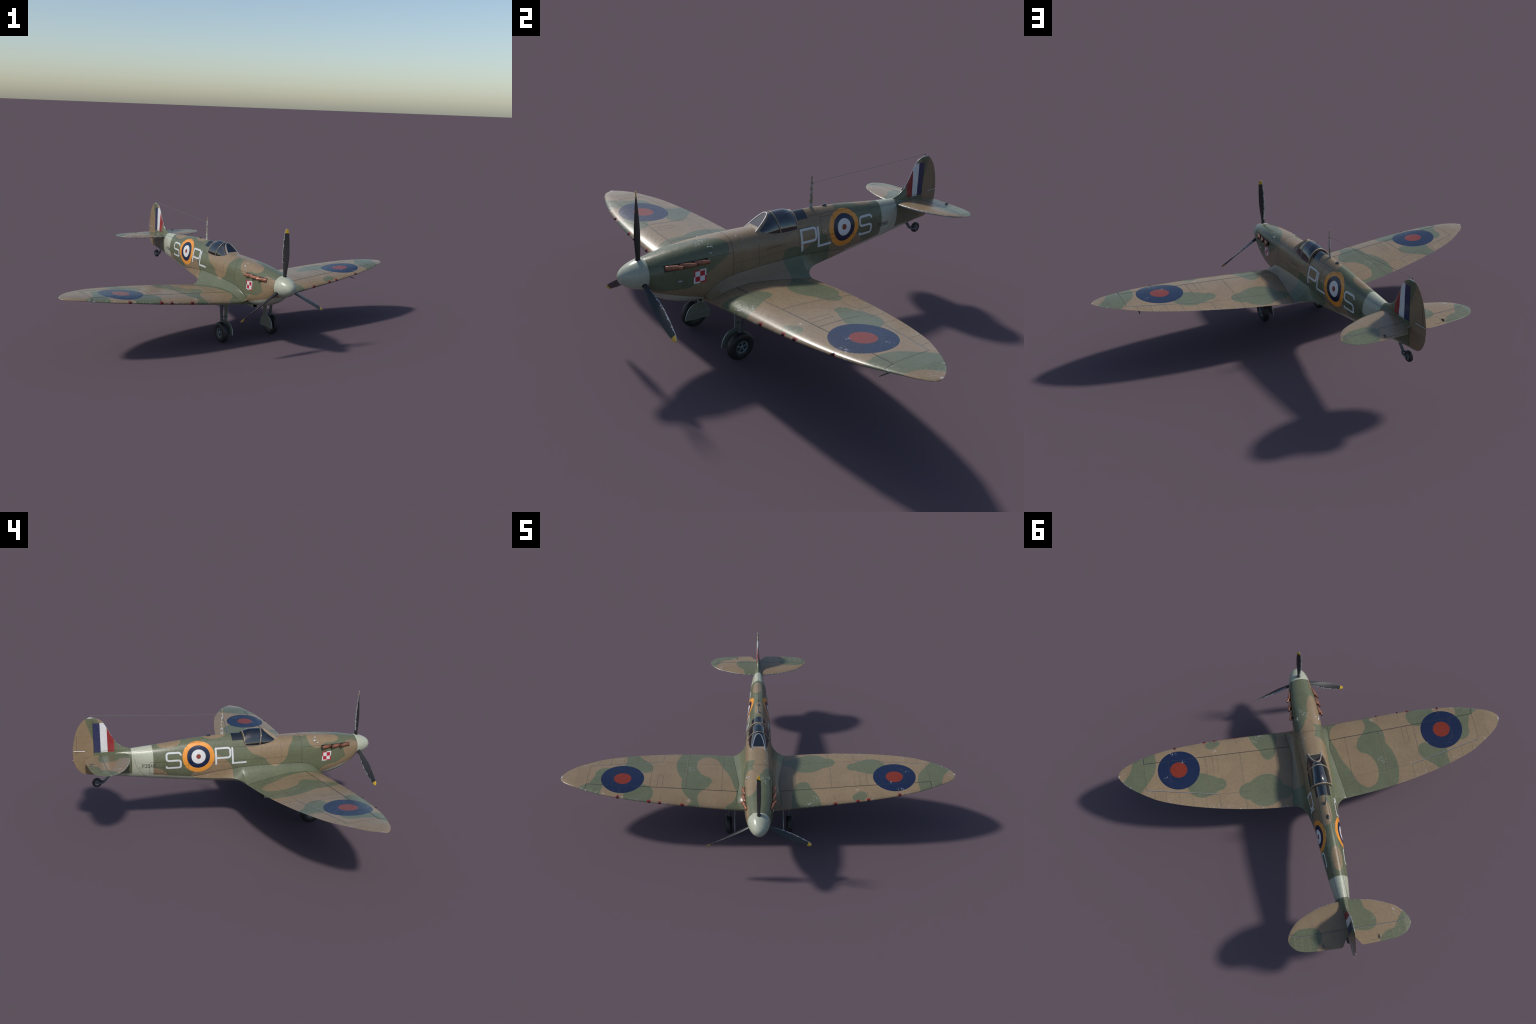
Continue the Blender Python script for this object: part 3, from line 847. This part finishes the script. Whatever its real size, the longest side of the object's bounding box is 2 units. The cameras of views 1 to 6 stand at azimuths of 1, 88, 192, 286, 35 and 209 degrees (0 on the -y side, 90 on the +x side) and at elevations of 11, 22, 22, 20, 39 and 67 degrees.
def blister(name, y, z, side, ly, lz, h, mat):
    p, nn = fus_side_pt(y, z, side, 0.0)
    tdir = Vector((0, 1, 0)); tdir = (tdir - nn*tdir.dot(nn)).normalized(); bdir = nn.cross(tdir)
    V = []
    for i in range(9):
        a = math.pi/2*i/8
        for j in range(20):
            b = 2*math.pi*j/20
            tear = 1 + .35*math.cos(b)
            V.append(p + tdir*ly*tear*math.cos(a)*math.cos(b) + bdir*lz*math.cos(a)*math.sin(b) + nn*(h*math.sin(a) - .0006))
    return mesh_obj(name, V, grid_faces(9, 20, True), mat)
blister("cowling_blister", -.323, .4965, -1, .0115, .0090, .0060, M_BLIST)
blister("cowling_blister", -.342, .5020, 1, .0120, .0080, .0058, M_FUS)
blister("cowling_blister", -.329, .5125, -1, .0062, .0055, .0040, M_BLIST)
for s in (1, -1):
    blister("cowling_blister", -.342, .4825, s, .0072, .0042, .0030, M_BLIST)
blister("side_scoop", -.498, .390, 1, .0120, .0045, .0060, M_BLIST)
ellipsoid("spine_lamp", (0, .353, .5605), (.0075, .0150, .0075), M_GLASS)

# carburettor intake under the nose
def box_duct(name, c, w, h, l, taper, mat, rear=.4):
    """ducted fairing open at the front: outer shell, lip and dark throat"""
    x, y, z = c; V = []
    secs = [(y, 1.0, 1.0), (y + .25*l, 1.05, 1.05), (y + .7*l, .95, .9), (y + l, taper, rear)]
    for yy, a, b in secs:
        for k in range(16):
            an = 2*math.pi*(k + .5)/16
            cx, cz = math.copysign(abs(math.cos(an))**.4, math.cos(an)), math.copysign(abs(math.sin(an))**.4, math.sin(an))
            V.append((x + w*a*cx, yy, z + h*b*cz + (1 - b)*h))
    n0 = len(V)
    for yy, a in ((y, .86), (y + .3*l, .80)):
        for k in range(16):
            an = 2*math.pi*(k + .5)/16
            cx, cz = math.copysign(abs(math.cos(an))**.4, math.cos(an)), math.copysign(abs(math.sin(an))**.4, math.sin(an))
            V.append((x + w*a*cx, yy, z + h*a*cz))
    F = grid_faces(4, 16, True); I = [0]*len(F)
    F += [(k, (k+1) % 16, n0 + (k+1) % 16, n0 + k) for k in range(16)]; I += [0]*16
    g = grid_faces(2, 16, True, n0); F += g; I += [1]*len(g)
    F.append(tuple(range(n0 + 16, n0 + 32))); I.append(1)
    F.append(tuple(range(48, 64))); I.append(1 if rear > .5 else 0)
    return mesh_obj(name, V, F, [mat, M_BLACK], idx=I, sharp=math.radians(40))
box_duct("carburettor_intake", (0, -.345, .2385), .017, .0100, .16, .6, M_SKY)
box_duct("radiator_housing", (-.205, -.09, .2430), .060, .0340, .172, .98, M_SKY, rear=.80)
box_duct("oil_cooler_housing", (.250, -.05, .2590), .020, .0150, .14, .7, M_SKY)

# =====================================================================
#  undercarriage
# =====================================================================
def gear(side):
    s = side
    leg = tube("gear_leg", [(s*.199, -.252, .285), (s*.191, -.2545, .170), (s*.1885, -.2555, .135)], [.0095, .0095, .0095], M_STRUT, seg=18)
    tube("gear_piston", [(s*.189, -.2553, .140), (s*.1805, -.258, .066)], [.0068, .0068], M_STRUT, parent=leg, seg=16)
    tube("gear_axle", [(s*.176, -.258, .0668), (s*.206, -.258, .0660)], .0085, M_RIM, parent=leg, seg=16)
    tube("gear_collar", [(s*.1888, -.2553, .146), (s*.1882, -.2556, .133)], .0118, M_STRUT, parent=leg, seg=16)
    # fairing door on the inboard side: narrow strip above, half disc below
    outl = [(-.263, .262), (-.263, .139), (-.282, .1355), (-.301, .126), (-.313, .113), (-.3225, .097), (-.328, .078), (-.330, .0590),
            (-.190, .0530), (-.1905, .073), (-.1945, .092), (-.202, .108), (-.213, .121), (-.225, .1295), (-.225, .262)]
    V = []
    for dx in (0, .0035):
        for y, z in outl:
            x = .1585 - .035*(z - .055) - dx - .35*(max(0, abs(y + .255) - .02))**2*3
            V.append((s*x, y, z))
    n = len(outl)
    F = [tuple(range(n)), tuple(range(n, 2*n))[::-1]] + [(i, (i+1) % n, n + (i+1) % n, n + i) for i in range(n)]
    I = [1, 0] + [2]*n
    mesh_obj("gear_door", V, F, [M_SKYDOOR, M_DOORIN, M_EDGE], idx=I, smooth=False)
    for zz in (.165,):
        tube("door_bracket", [(s*(.1500), -.244, zz), (s*.190, -.254, zz)], .003, M_STRUT, parent=leg, seg=8)
    # wheel
    R, W = .067, .018
    prof = []
    for k in range(25):
        a = math.pi*k/24
        prof.append((-W*math.copysign(abs(math.cos(a))**.75, math.cos(a)), .040 + (R - .040)*abs(math.sin(a))**.62))
    prof = [(-W*.80, .031)] + prof + [(W*.80, .031)]
    tyre = revolve("wheel_tyre", prof, M_TYRE, axis='X', seg=64)
    tyre.location = (s*.1935, -.258, .0675); tyre.rotation_euler = (0, s*math.radians(3.2), 0)
    # spoked hub: rim ring, five spokes, boss, dark dish behind
    ring = revolve("wheel_rim", [(-.0135, .0), (-.0135, .026), (-.012, .032), (.012, .032), (.0155, .0305), (.0150, .0262), (.0118, .0240), (.0095, .0240)], M_RIM, parent=tyre, axis='X', seg=40)
    dish = revolve("rim_dish", [(.0090, 0), (.0090, .0245)], M_BLACK, parent=tyre, axis='X', seg=32)
    if s < 0: ring.scale = (-1, 1, 1); dish.scale = (-1, 1, 1)
    V = []; F = []
    for k in range(5):
        a = 2*math.pi*k/5 + .3
        u = Vector((0, math.cos(a), math.sin(a))); w = Vector((0, -math.sin(a), math.cos(a)))
        b0 = len(V)
        for r, hw in ((.004, .0045), (.016, .0034), (.0255, .0062)):
            for xx in (.0135, .0085):
                for sg in (1, -1): V.append(Vector((s*xx, 0, 0)) + u*r + w*hw*sg)
        for q in (0, 4):
            F += [(b0+q, b0+q+1, b0+q+5, b0+q+4), (b0+q+2, b0+q+6, b0+q+7, b0+q+3), (b0+q, b0+q+4, b0+q+6, b0+q+2), (b0+q+1, b0+q+3, b0+q+7, b0+q+5)]
    mesh_obj("wheel_spoke", V, F, M_RIM, parent=tyre, smooth=False)
    ob = revolve("wheel_boss", [(.016, 0), (.016, .0052), (.0145, .0075), (.0085, .0078)], M_RIM, parent=tyre, axis='X', seg=20)
    if s < 0: ob.scale = (-1, 1, 1)
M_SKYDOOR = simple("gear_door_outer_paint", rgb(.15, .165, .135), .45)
M_EDGE = simple("gear_door_edge_metal", rgb(.34, .37, .36), .35, .3)
for s in (1, -1): gear(s)

# ---- tail wheel ------------------------------------------------------------
prof = []
for k in range(17):
    a = math.pi*k/16
    prof.append((-.0095*math.copysign(abs(math.cos(a))**.8, math.cos(a)), .0175 + .0105*abs(math.sin(a))**.7))
tw = revolve("tail_wheel_tyre", [(-.008, .0145)] + prof + [(.008, .0145)], M_TYRE, axis='X', seg=40)
tw.location = (0, 1.0245, .3280)
revolve("tail_wheel_hub", [(-.0088, 0), (-.0088, .006), (-.0055, .0085), (-.007, .0150), (.007, .0150), (.0055, .0085), (.0088, .006), (.0088, 0)], M_RIM, parent=tw, axis='X', seg=28)
fork = tube("tail_wheel_strut", [(0, .946, .385), (0, .957, .360), (0, .972, .343), (0, .985, .332)], [.0085, .008, .0072, .0075], M_STRUT, seg=14)
for s in (1, -1):
    tube("tail_wheel_fork", [(s*.004, .978, .334), (s*.0115, .992, .3275), (s*.0125, 1.008, .3265), (s*.0125, 1.029, .328)], [.0058, .0056, .0052, .005], M_STRUT, parent=fork, seg=10)

# =====================================================================
#  aerial, pitot, guns, small fittings
# =====================================================================
V = []
for z, hy, hx, yc in ((.560, .0105, .0042, .269), (.60, .0092, .0038, .2687), (.66, .0066, .003, .2675), (.712, .0040, .0022, .2662), (.7195, .0028, .0016, .266)):
    for k in range(14):
        a = 2*math.pi*k/14; V.append((hx*math.cos(a), yc + hy*math.sin(a), z))
F = grid_faces(5, 14, True) + [tuple(range(56, 70))]
def mast_mat():
    n = NT("flaking_mast_paint")
    f = n.m('MULTIPLY', n.m('GREATER_THAN', n.noise(55, 3), .5), 1.0)
    return n.finish(n.mix(f, rgb(.33, .34, .34), rgb(.21, .155, .085)), .5)
mast = mesh_obj("aerial_mast", V, F, mast_mat())
tube("aerial_insulator", [(0, .269, .6835), (0, .282, .6855)], [.0034, .0026], M_FRAME, seg=10)
tube("aerial_wire", [(0, .281, .6853), (0, .55, .700), (0, .80, .7155), (0, 1.041, .7300)], .0009, M_WIRE, seg=6)
tube("wire_post", [(0, 1.041, .716), (0, 1.041, .7305)], .0016, M_WIRE, seg=8)
tube("wire_post_cap", [(0, 1.0365, .7305), (0, 1.0455, .7305)], .0022, M_WIRE, seg=8)
# pitot head under the port wing
zp = wing_z(.975, -.20, False)
tube("pitot_tube", [(.972, -.140, zp + .006), (.973, -.148, .318), (.974, -.156, .2875)], [.0042, .0036, .0026], M_WIRE, seg=10)
tube("pitot_probe", [(.974, -.150, .2870), (.974, -.185, .2872), (.973, -.208, .2872)], [.0026, .0024, .0014], M_WIRE, seg=10)
# solid black plugs in place of the gun port holes
g0 = revolve("gun_port_plug", [(-.004, 0), (-.004, .0052), (.012, .0056), (.012, 0)], M_BLACK, seg=16)
first = True
for s in (1, -1):
    for g in GUNS:
        o = g0 if first else link(g0.copy()); first = False
        o.location = (s*g, LE(g) + .0005, wing_line(g, 0) + .0030)
# elevator horns, rudder rod, tail lamp
for s in (1, -1):
    V = [(s*.1575, 1.052, tail_z(.157, 1.052)), (s*.1575, 1.078, tail_z(.157, 1.078)), (s*.1575, 1.072, tail_z(.157, 1.07) + .0095), (s*.1575, 1.066, tail_z(.157, 1.066) + .0075)]
    V = [Vector(v) for v in V]
    mesh_obj("trim_tab_horn", [v + Vector((.0016, 0, 0)) for v in V] + [v - Vector((.0016, 0, 0)) for v in V],
             [(0, 1, 2, 3), (7, 6, 5, 4)] + [(i, (i+1) % 4, 4 + (i+1) % 4, 4 + i) for i in range(4)], M_STRUT, smooth=False)
    tube("rudder_tab_rod", [(s*(fin_half(1.083, .5255) + .0012), 1.083, .5255), (s*.0030, 1.148, .5275)], .0015, M_BRIGHT, seg=8)
ellipsoid("tail_lamp", (0, 1.1525, .474), (.0022, .0042, .0028), M_FRAME)

# =====================================================================
#  seams, rivets and lettering laid on the surfaces
# =====================================================================
class Strip:
    """thin strips and studs that follow a surface"""
    def __init__(self): self.V = []; self.F = []
    def ribbon(self, pn, width):
        k0 = len(self.V); n = len(pn)
        for i, (p, nn) in enumerate(pn):
            t = pn[min(i+1, n-1)][0] - pn[max(i-1, 0)][0]
            if t.length < 1e-9: t = Vector((0, 1, 0))
            b = nn.cross(t.normalized()).normalized()*(width/2)
            self.V += [p + b, p - b]
        for i in range(n - 1):
            a = k0 + 2*i; self.F.append((a, a + 2, a + 3, a + 1))
    def stud(self, p, nn, r, h):
        t = nn.orthogonal().normalized(); b = nn.cross(t); k0 = len(self.V)
        for j in range(6):
            a = math.pi*j/3; self.V.append(p + (t*math.cos(a) + b*math.sin(a))*r)
        for j in range(6):
            a = math.pi*j/3; self.V.append(p + (t*math.cos(a) + b*math.sin(a))*r*.6 + nn*h*.8)
        self.V.append(p + nn*h)
        for j in range(6):
            k = (j + 1) % 6
            self.F += [(k0+j, k0+k, k0+6+k, k0+6+j), (k0+6+j, k0+6+k, k0+12)]
    def make(self, name, mat):
        ob = mesh_obj(name, self.V, self.F, mat); ob["kind"] = "stuff"; return ob

def walk(pts, step=.008):
    out = []
    for a, b in zip(pts[:-1], pts[1:]):
        L = math.dist(a, b); n = max(1, int(L/step))
        for i in range(n): out.append(tuple(a[k] + (b[k]-a[k])*i/n for k in range(len(a))))
    out.append(pts[-1]); return out

dark, seam, rivet, lip, lip2 = Strip(), Strip(), Strip(), Strip(), Strip()  # lip and lip2 on the wing are painted highlights beside the dark lines
OFF = .00035
def wline(st, pts, w):
    for s in (1, -1): st.ribbon([wing_top_pt(s*x, y, OFF) for x, y in walk(pts)], w)
def wriv(pts, pitch=.016):
    for s in (1, -1):
        for x, y in walk(pts, pitch):
            p, nn = wing_top_pt(s*x, y, 0); rivet.stud(p, nn, .0015, .0010)
# dark strip along the leading-edge spar line and its outer end
wline(dark, [(.129, -.240), (.7335, -.2405)], .0042); wline(dark, [(.9585, -.2405), (1.058, -.2405)], .0042); wline(seam, [(.7335, -.2405), (.9585, -.2405)], .0012)
wline(dark, [(1.058, -.2405), (1.060, LE(1.06) + .006)], .0040)
wline(dark, [(AIL_IN, HIN + .0012), (AIL_OUT, HOUT + .0012)], .0028); wline(lip, [(AIL_IN, HIN - .0014), (AIL_OUT, HOUT - .0014)], .0026)
wline(seam, [(AIL_IN, HIN), (AIL_IN, TE(AIL_IN) - .004)], .0014)
wline(seam, [(AIL_OUT, HOUT), (1.0575, -.2405)], .0016)
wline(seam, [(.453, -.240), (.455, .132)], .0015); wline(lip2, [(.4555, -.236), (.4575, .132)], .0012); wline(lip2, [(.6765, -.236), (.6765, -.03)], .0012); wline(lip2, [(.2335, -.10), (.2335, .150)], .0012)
wline(seam, [(.231, -.239), (.231, .150)], .0013)
wline(seam, [(.674, -.240), (.674, -.03)], .0013)
wline(seam, [(.598, -.24), (.598, -.128)], .0012); wline(seam, [(.630, -.24), (.630, -.128)], .0012); wline(seam, [(.598, -.128), (.630, -.128)], .0010)
wline(seam, [(.904, -.10), (.904, -.235)], .0012); wline(seam, [(.87, -.10), (.904, -.10)], .0010)
wline(seam, [(.18, .035), (.60, .020)], .0012)
wriv([(.18, .040), (1.05, -.048)], .018); wriv([(.458, -.230), (.460, .13)], .018); wriv([(1.052, -.22), (1.052, -.06)], .016); wriv([(.668, -.22), (.668, -.04)], .016)
wriv([(.236, -.10), (.236, .148)], .018)
for x in (.70, .78, .86, .94, 1.01):
    wline(seam, [(x, hinge_y(x) + .008), (x, TE(x) - .006)], .0009)
# fillet border on the wing
wline(dark, [(_fxB(y) + .001, y) for y in np.linspace(-.35, .150, 20)], .0018)

def fline(st, pts, w, sides=(1, -1)):
    for s in sides: st.ribbon([fus_side_pt(y, z, s, OFF) for y, z in walk(pts)], w)
def fring(st, y, z0, z1, w, n=40):
    for s in (1, -1):
        st.ribbon([fus_side_pt(y, z0 + (z1 - z0)*i/n, s, OFF) for i in range(n + 1)], w)
def fhoop(st, y, w, a0=-math.pi*.8, a1=math.pi*.8):
    pn = []
    for i in range(97):
        a = a0 + (a1 - a0)*i/96; p = fus_pt(y, a, OFF)
        q1, q2 = fus_pt(y, a + .01, 0), fus_pt(y, a - .01, 0); t = (q1 - q2).normalized()
        pn.append((p, t.cross(Vector((0, 1, 0))).normalized()*(1)))
    pn = [(p, nn if nn.dot(p - Vector((0, y, .42))) > 0 else -nn) for p, nn in pn]
    st.ribbon(pn, w)
fhoop(dark, -.228, .0018)
fline(dark, [(-.228, .464), (-.362, .466)], .0016); fline(seam, [(-.56, .467), (-.622, .470)], .0014)
fring(seam, -.09, .375, .50, .0013); fring(seam, .145, .375, .49, .0013)
fline(dark, [(.147, .4950), (.236, .4945)], .0022)
fline(seam, [(-.225, .414), (-.06, .413), (.145, .4175), (.33, .415), (.43, .412), (.637, .406), (.786, .410)], .0014)
fline(dark, [(y, _fzA(y)) for y in np.linspace(-.366, .46, 60)], .0016)
fline(seam, [(.222, .5375), (.30, .5375), (.427, .5355), (.497, .5320), (.497, .512)], .0015); fline(seam, [(.497, .5170), (.658, .511), (.83, .502), (1.02, .497)], .0015)
fring(seam, .495, .36, .500, .0012)
fhoop(seam, .62, .0011); fhoop(seam, .825, .0012)
fline(seam, [(.745, .345), (.80, .42), (.815, .49)], .0012)
for k, y in enumerate(np.arange(.225, 1.0, .0092)):
    for s in (1, -1):
        z = .5375 - max(0, y - .30)*.026 if y < .497 else .5170 - (y - .497)*.0425
        p, nn = fus_side_pt(y, z + (.0042 if k % 2 else -.0042), s, 0); rivet.stud(p, nn, .0015, .0010)
def hatch(pts, side, r=.006, w=.0016, st=dark):
    """rounded rectangle outline: y0, y1, z0, z1"""
    y0, y1, z0, z1 = pts; o = []
    for cy, cz, a0 in ((y1 - r, z1 - r, 0), (y0 + r, z1 - r, 90), (y0 + r, z0 + r, 180), (y1 - r, z0 + r, 270)):
        for k in range(7):
            a = math.radians(a0 + 15*k); o.append((cy + r*math.cos(a), cz + r*math.sin(a)))
    o.append(o[0]); fline(st, o, w, (side,))
hatch((.286, .372, .437, .524), 1); hatch((.640, .722, .366, .440), -1)
# dark strips in place of the elevator / rudder gaps
for s in (1, -1):
    pn = []
    for x, y in walk([(.018, THY), (THX, THY), (.343, TTIPY + .002)]):
        pn.append((Vector((s*x, y, tail_z(x, y) + .0004)), Vector((0, 0, 1))))
    dark.ribbon(pn, .0026); lip.ribbon([(p + Vector((0, .0022, 0)), q) for p, q in pn], .0014)
    for x in (.067, .109, .149, .192, .233, .273, .310):
        t0 = THY + .006 if x < THX else t_hinge(x) + .006
        lip2.ribbon([(Vector((s*x, y, tail_z(x, y) + .0004)), Vector((0, 0, 1))) for y in np.linspace(t0, TTE(x) - .008, 8)], .0011)
        for y in np.arange(t0 + .004, TTE(x) - .01, .011):
            rivet.stud(Vector((s*(x + .002), y, tail_z(x, y))), Vector((0, 0, 1)), .0014, .0009)
    dark.ribbon([(Vector((s*x, 1.0805 - (x - .107)*.05, tail_z(x, 1.079) + .0005)), Vector((0, 0, 1))) for x in np.linspace(.107, .228, 16)], .0016)
    dark.ribbon([(Vector((s*(fin_half(HY, z) + .0004), HY, z)), Vector((s, 0, 0))) for z in np.linspace(.40, .70, 30)], .0022)
    dark.ribbon([(Vector((s*(fin_half(1.125, z) + .0005), 1.133 - (z - .511)*.085, z)), Vector((s, 0, 0))) for z in np.linspace(.511, .617, 10)], .0015)
    for z in (.44, .47, .55, .585, .62, .655):
        lip2.ribbon([(Vector((s*(fin_half(y, z) + .0004), y, z)), Vector((s, 0, 0))) for y in np.linspace(1.042, FTE(z) - .010, 8)], .0009)
    seam.ribbon([(Vector((s*(fin_half(y, .521) + .0006), y, .521)), Vector((s, 0, 0))) for y in np.linspace(.90, 1.03, 14)], .0013)
dark.make("panel_line", M_LINE); seam.make("panel_seam", M_LINE2); rivet.make("rivet", M_RIVET); lip.make("seam_highlight", M_LIP); lip2.make("rib_seam_highlight", M_LIP2)

# ---- lettering -----------------------------------------------------------
def stroke_letter(name, strokes, y0, z0, w, h, side, width, mat):
    """strokes in a unit box; text runs toward the tail on the port side, toward the nose on the other"""
    st = Strip()
    for stv in strokes:
        pts = [(y0 + side*u*w, z0 + v*h) for u, v in stv]
        st.ribbon([fus_side_pt(y, z, side, .0006) for y, z in walk(pts, .004)], width)
    ob = mesh_obj(name, st.V, st.F, mat); return ob
def arc(cx, cy, rx, ry, a0, a1, n=8):
    return [(cx + rx*math.cos(math.radians(a0 + (a1-a0)*i/n)), cy + ry*math.sin(math.radians(a0 + (a1-a0)*i/n))) for i in range(n + 1)]
RX, RY = .16, .15
LP = [[(.03, 0), (.03, 1)], [(0, .965)] + [(.8, .965)] + arc(1 - RX, .965 - RY, RX, RY, 90, 0) + arc(1 - RX, .40 + RY, RX, RY, 0, -90) + [(.03, .40)]]
LL = [[(.06, 1), (.06, 0)], [(0, .055), (1, .055)]]
LS = [[(.96, .79)] + arc(.97 - RX, .955 - RY, RX, RY, 0, 90) + arc(.05 + RX, .955 - RY, RX, RY, 90, 180) + arc(.05 + RX, .5 + RY, RX, RY, 180, 270)
      + arc(.96 - RX, .5 - RY, RX, RY, 90, 0) + arc(.96 - RX, .05 + RY*.5, RX, RY*.5, 0, -90) + arc(.05 + RX*.5, .05 + RY*.5, RX*.5, RY*.5, 270, 180) + [(.05, .17)]]
SW = .0112
stroke_letter("code_letter", LP, .157, .390, .091, .101, 1, SW, M_LETTER)
stroke_letter("code_letter", LL, .257, .390, .088, .098, 1, SW, M_LETTER)
stroke_letter("code_letter", LS, .5355, .3905, .090, .098, 1, SW, M_LETTER)
stroke_letter("code_letter", LS, .6285, .394, .092, .098, -1, SW, M_LETTER)
stroke_letter("code_letter", LP, .328, .399, .092, .099, -1, SW, M_LETTER)
stroke_letter("code_letter", LL, .227, .396, .092, .099, -1, SW, M_LETTER)
# serial number in plain strokes
DG = {'P': [[(0, 0), (0, 1), (.8, 1), (1, .85), (1, .62), (.8, .47), (0, .47)]],
      '3': [[(0, .9), (.2, 1), (.8, 1), (1, .85), (1, .65), (.75, .53), (.4, .53)], [(.75, .53), (1, .4), (1, .15), (.8, 0), (.2, 0), (0, .1)]],
      '9': [[(1, .6), (.8, .45), (.2, .45), (0, .6), (0, .85), (.2, 1), (.8, 1), (1, .85), (1, .2), (.8, 0), (.1, 0)]],
      '4': [[(.75, 0), (.75, 1), (0, .3), (1, .3)]],
      '0': [[(.2, 0), (0, .2), (0, .8), (.2, 1), (.8, 1), (1, .8), (1, .2), (.8, 0), (.2, 0)]]}
for side, y0, z0 in ((1, .678, .4085), (-1, .765, .4115)):
    for i, ch in enumerate("P3940"):
        stroke_letter("serial_character", DG[ch], y0 + side*i*.0157, z0, .0105, .0185, side, .0028, M_STENCIL)
# small victory crosses below the cockpit
crs = Strip()
for i in range(6):
    y = -.041 + i*.0146; z = .4445
    crs.ribbon([fus_side_pt(yy, z, 1, .0006) for yy in (y - .005, y, y + .005)], .0016)
    crs.ribbon([fus_side_pt(y, zz, 1, .0007) for zz in (z - .005, z, z + .005)], .0024)
mesh_obj("victory_mark", crs.V, crs.F, M_STENCIL)
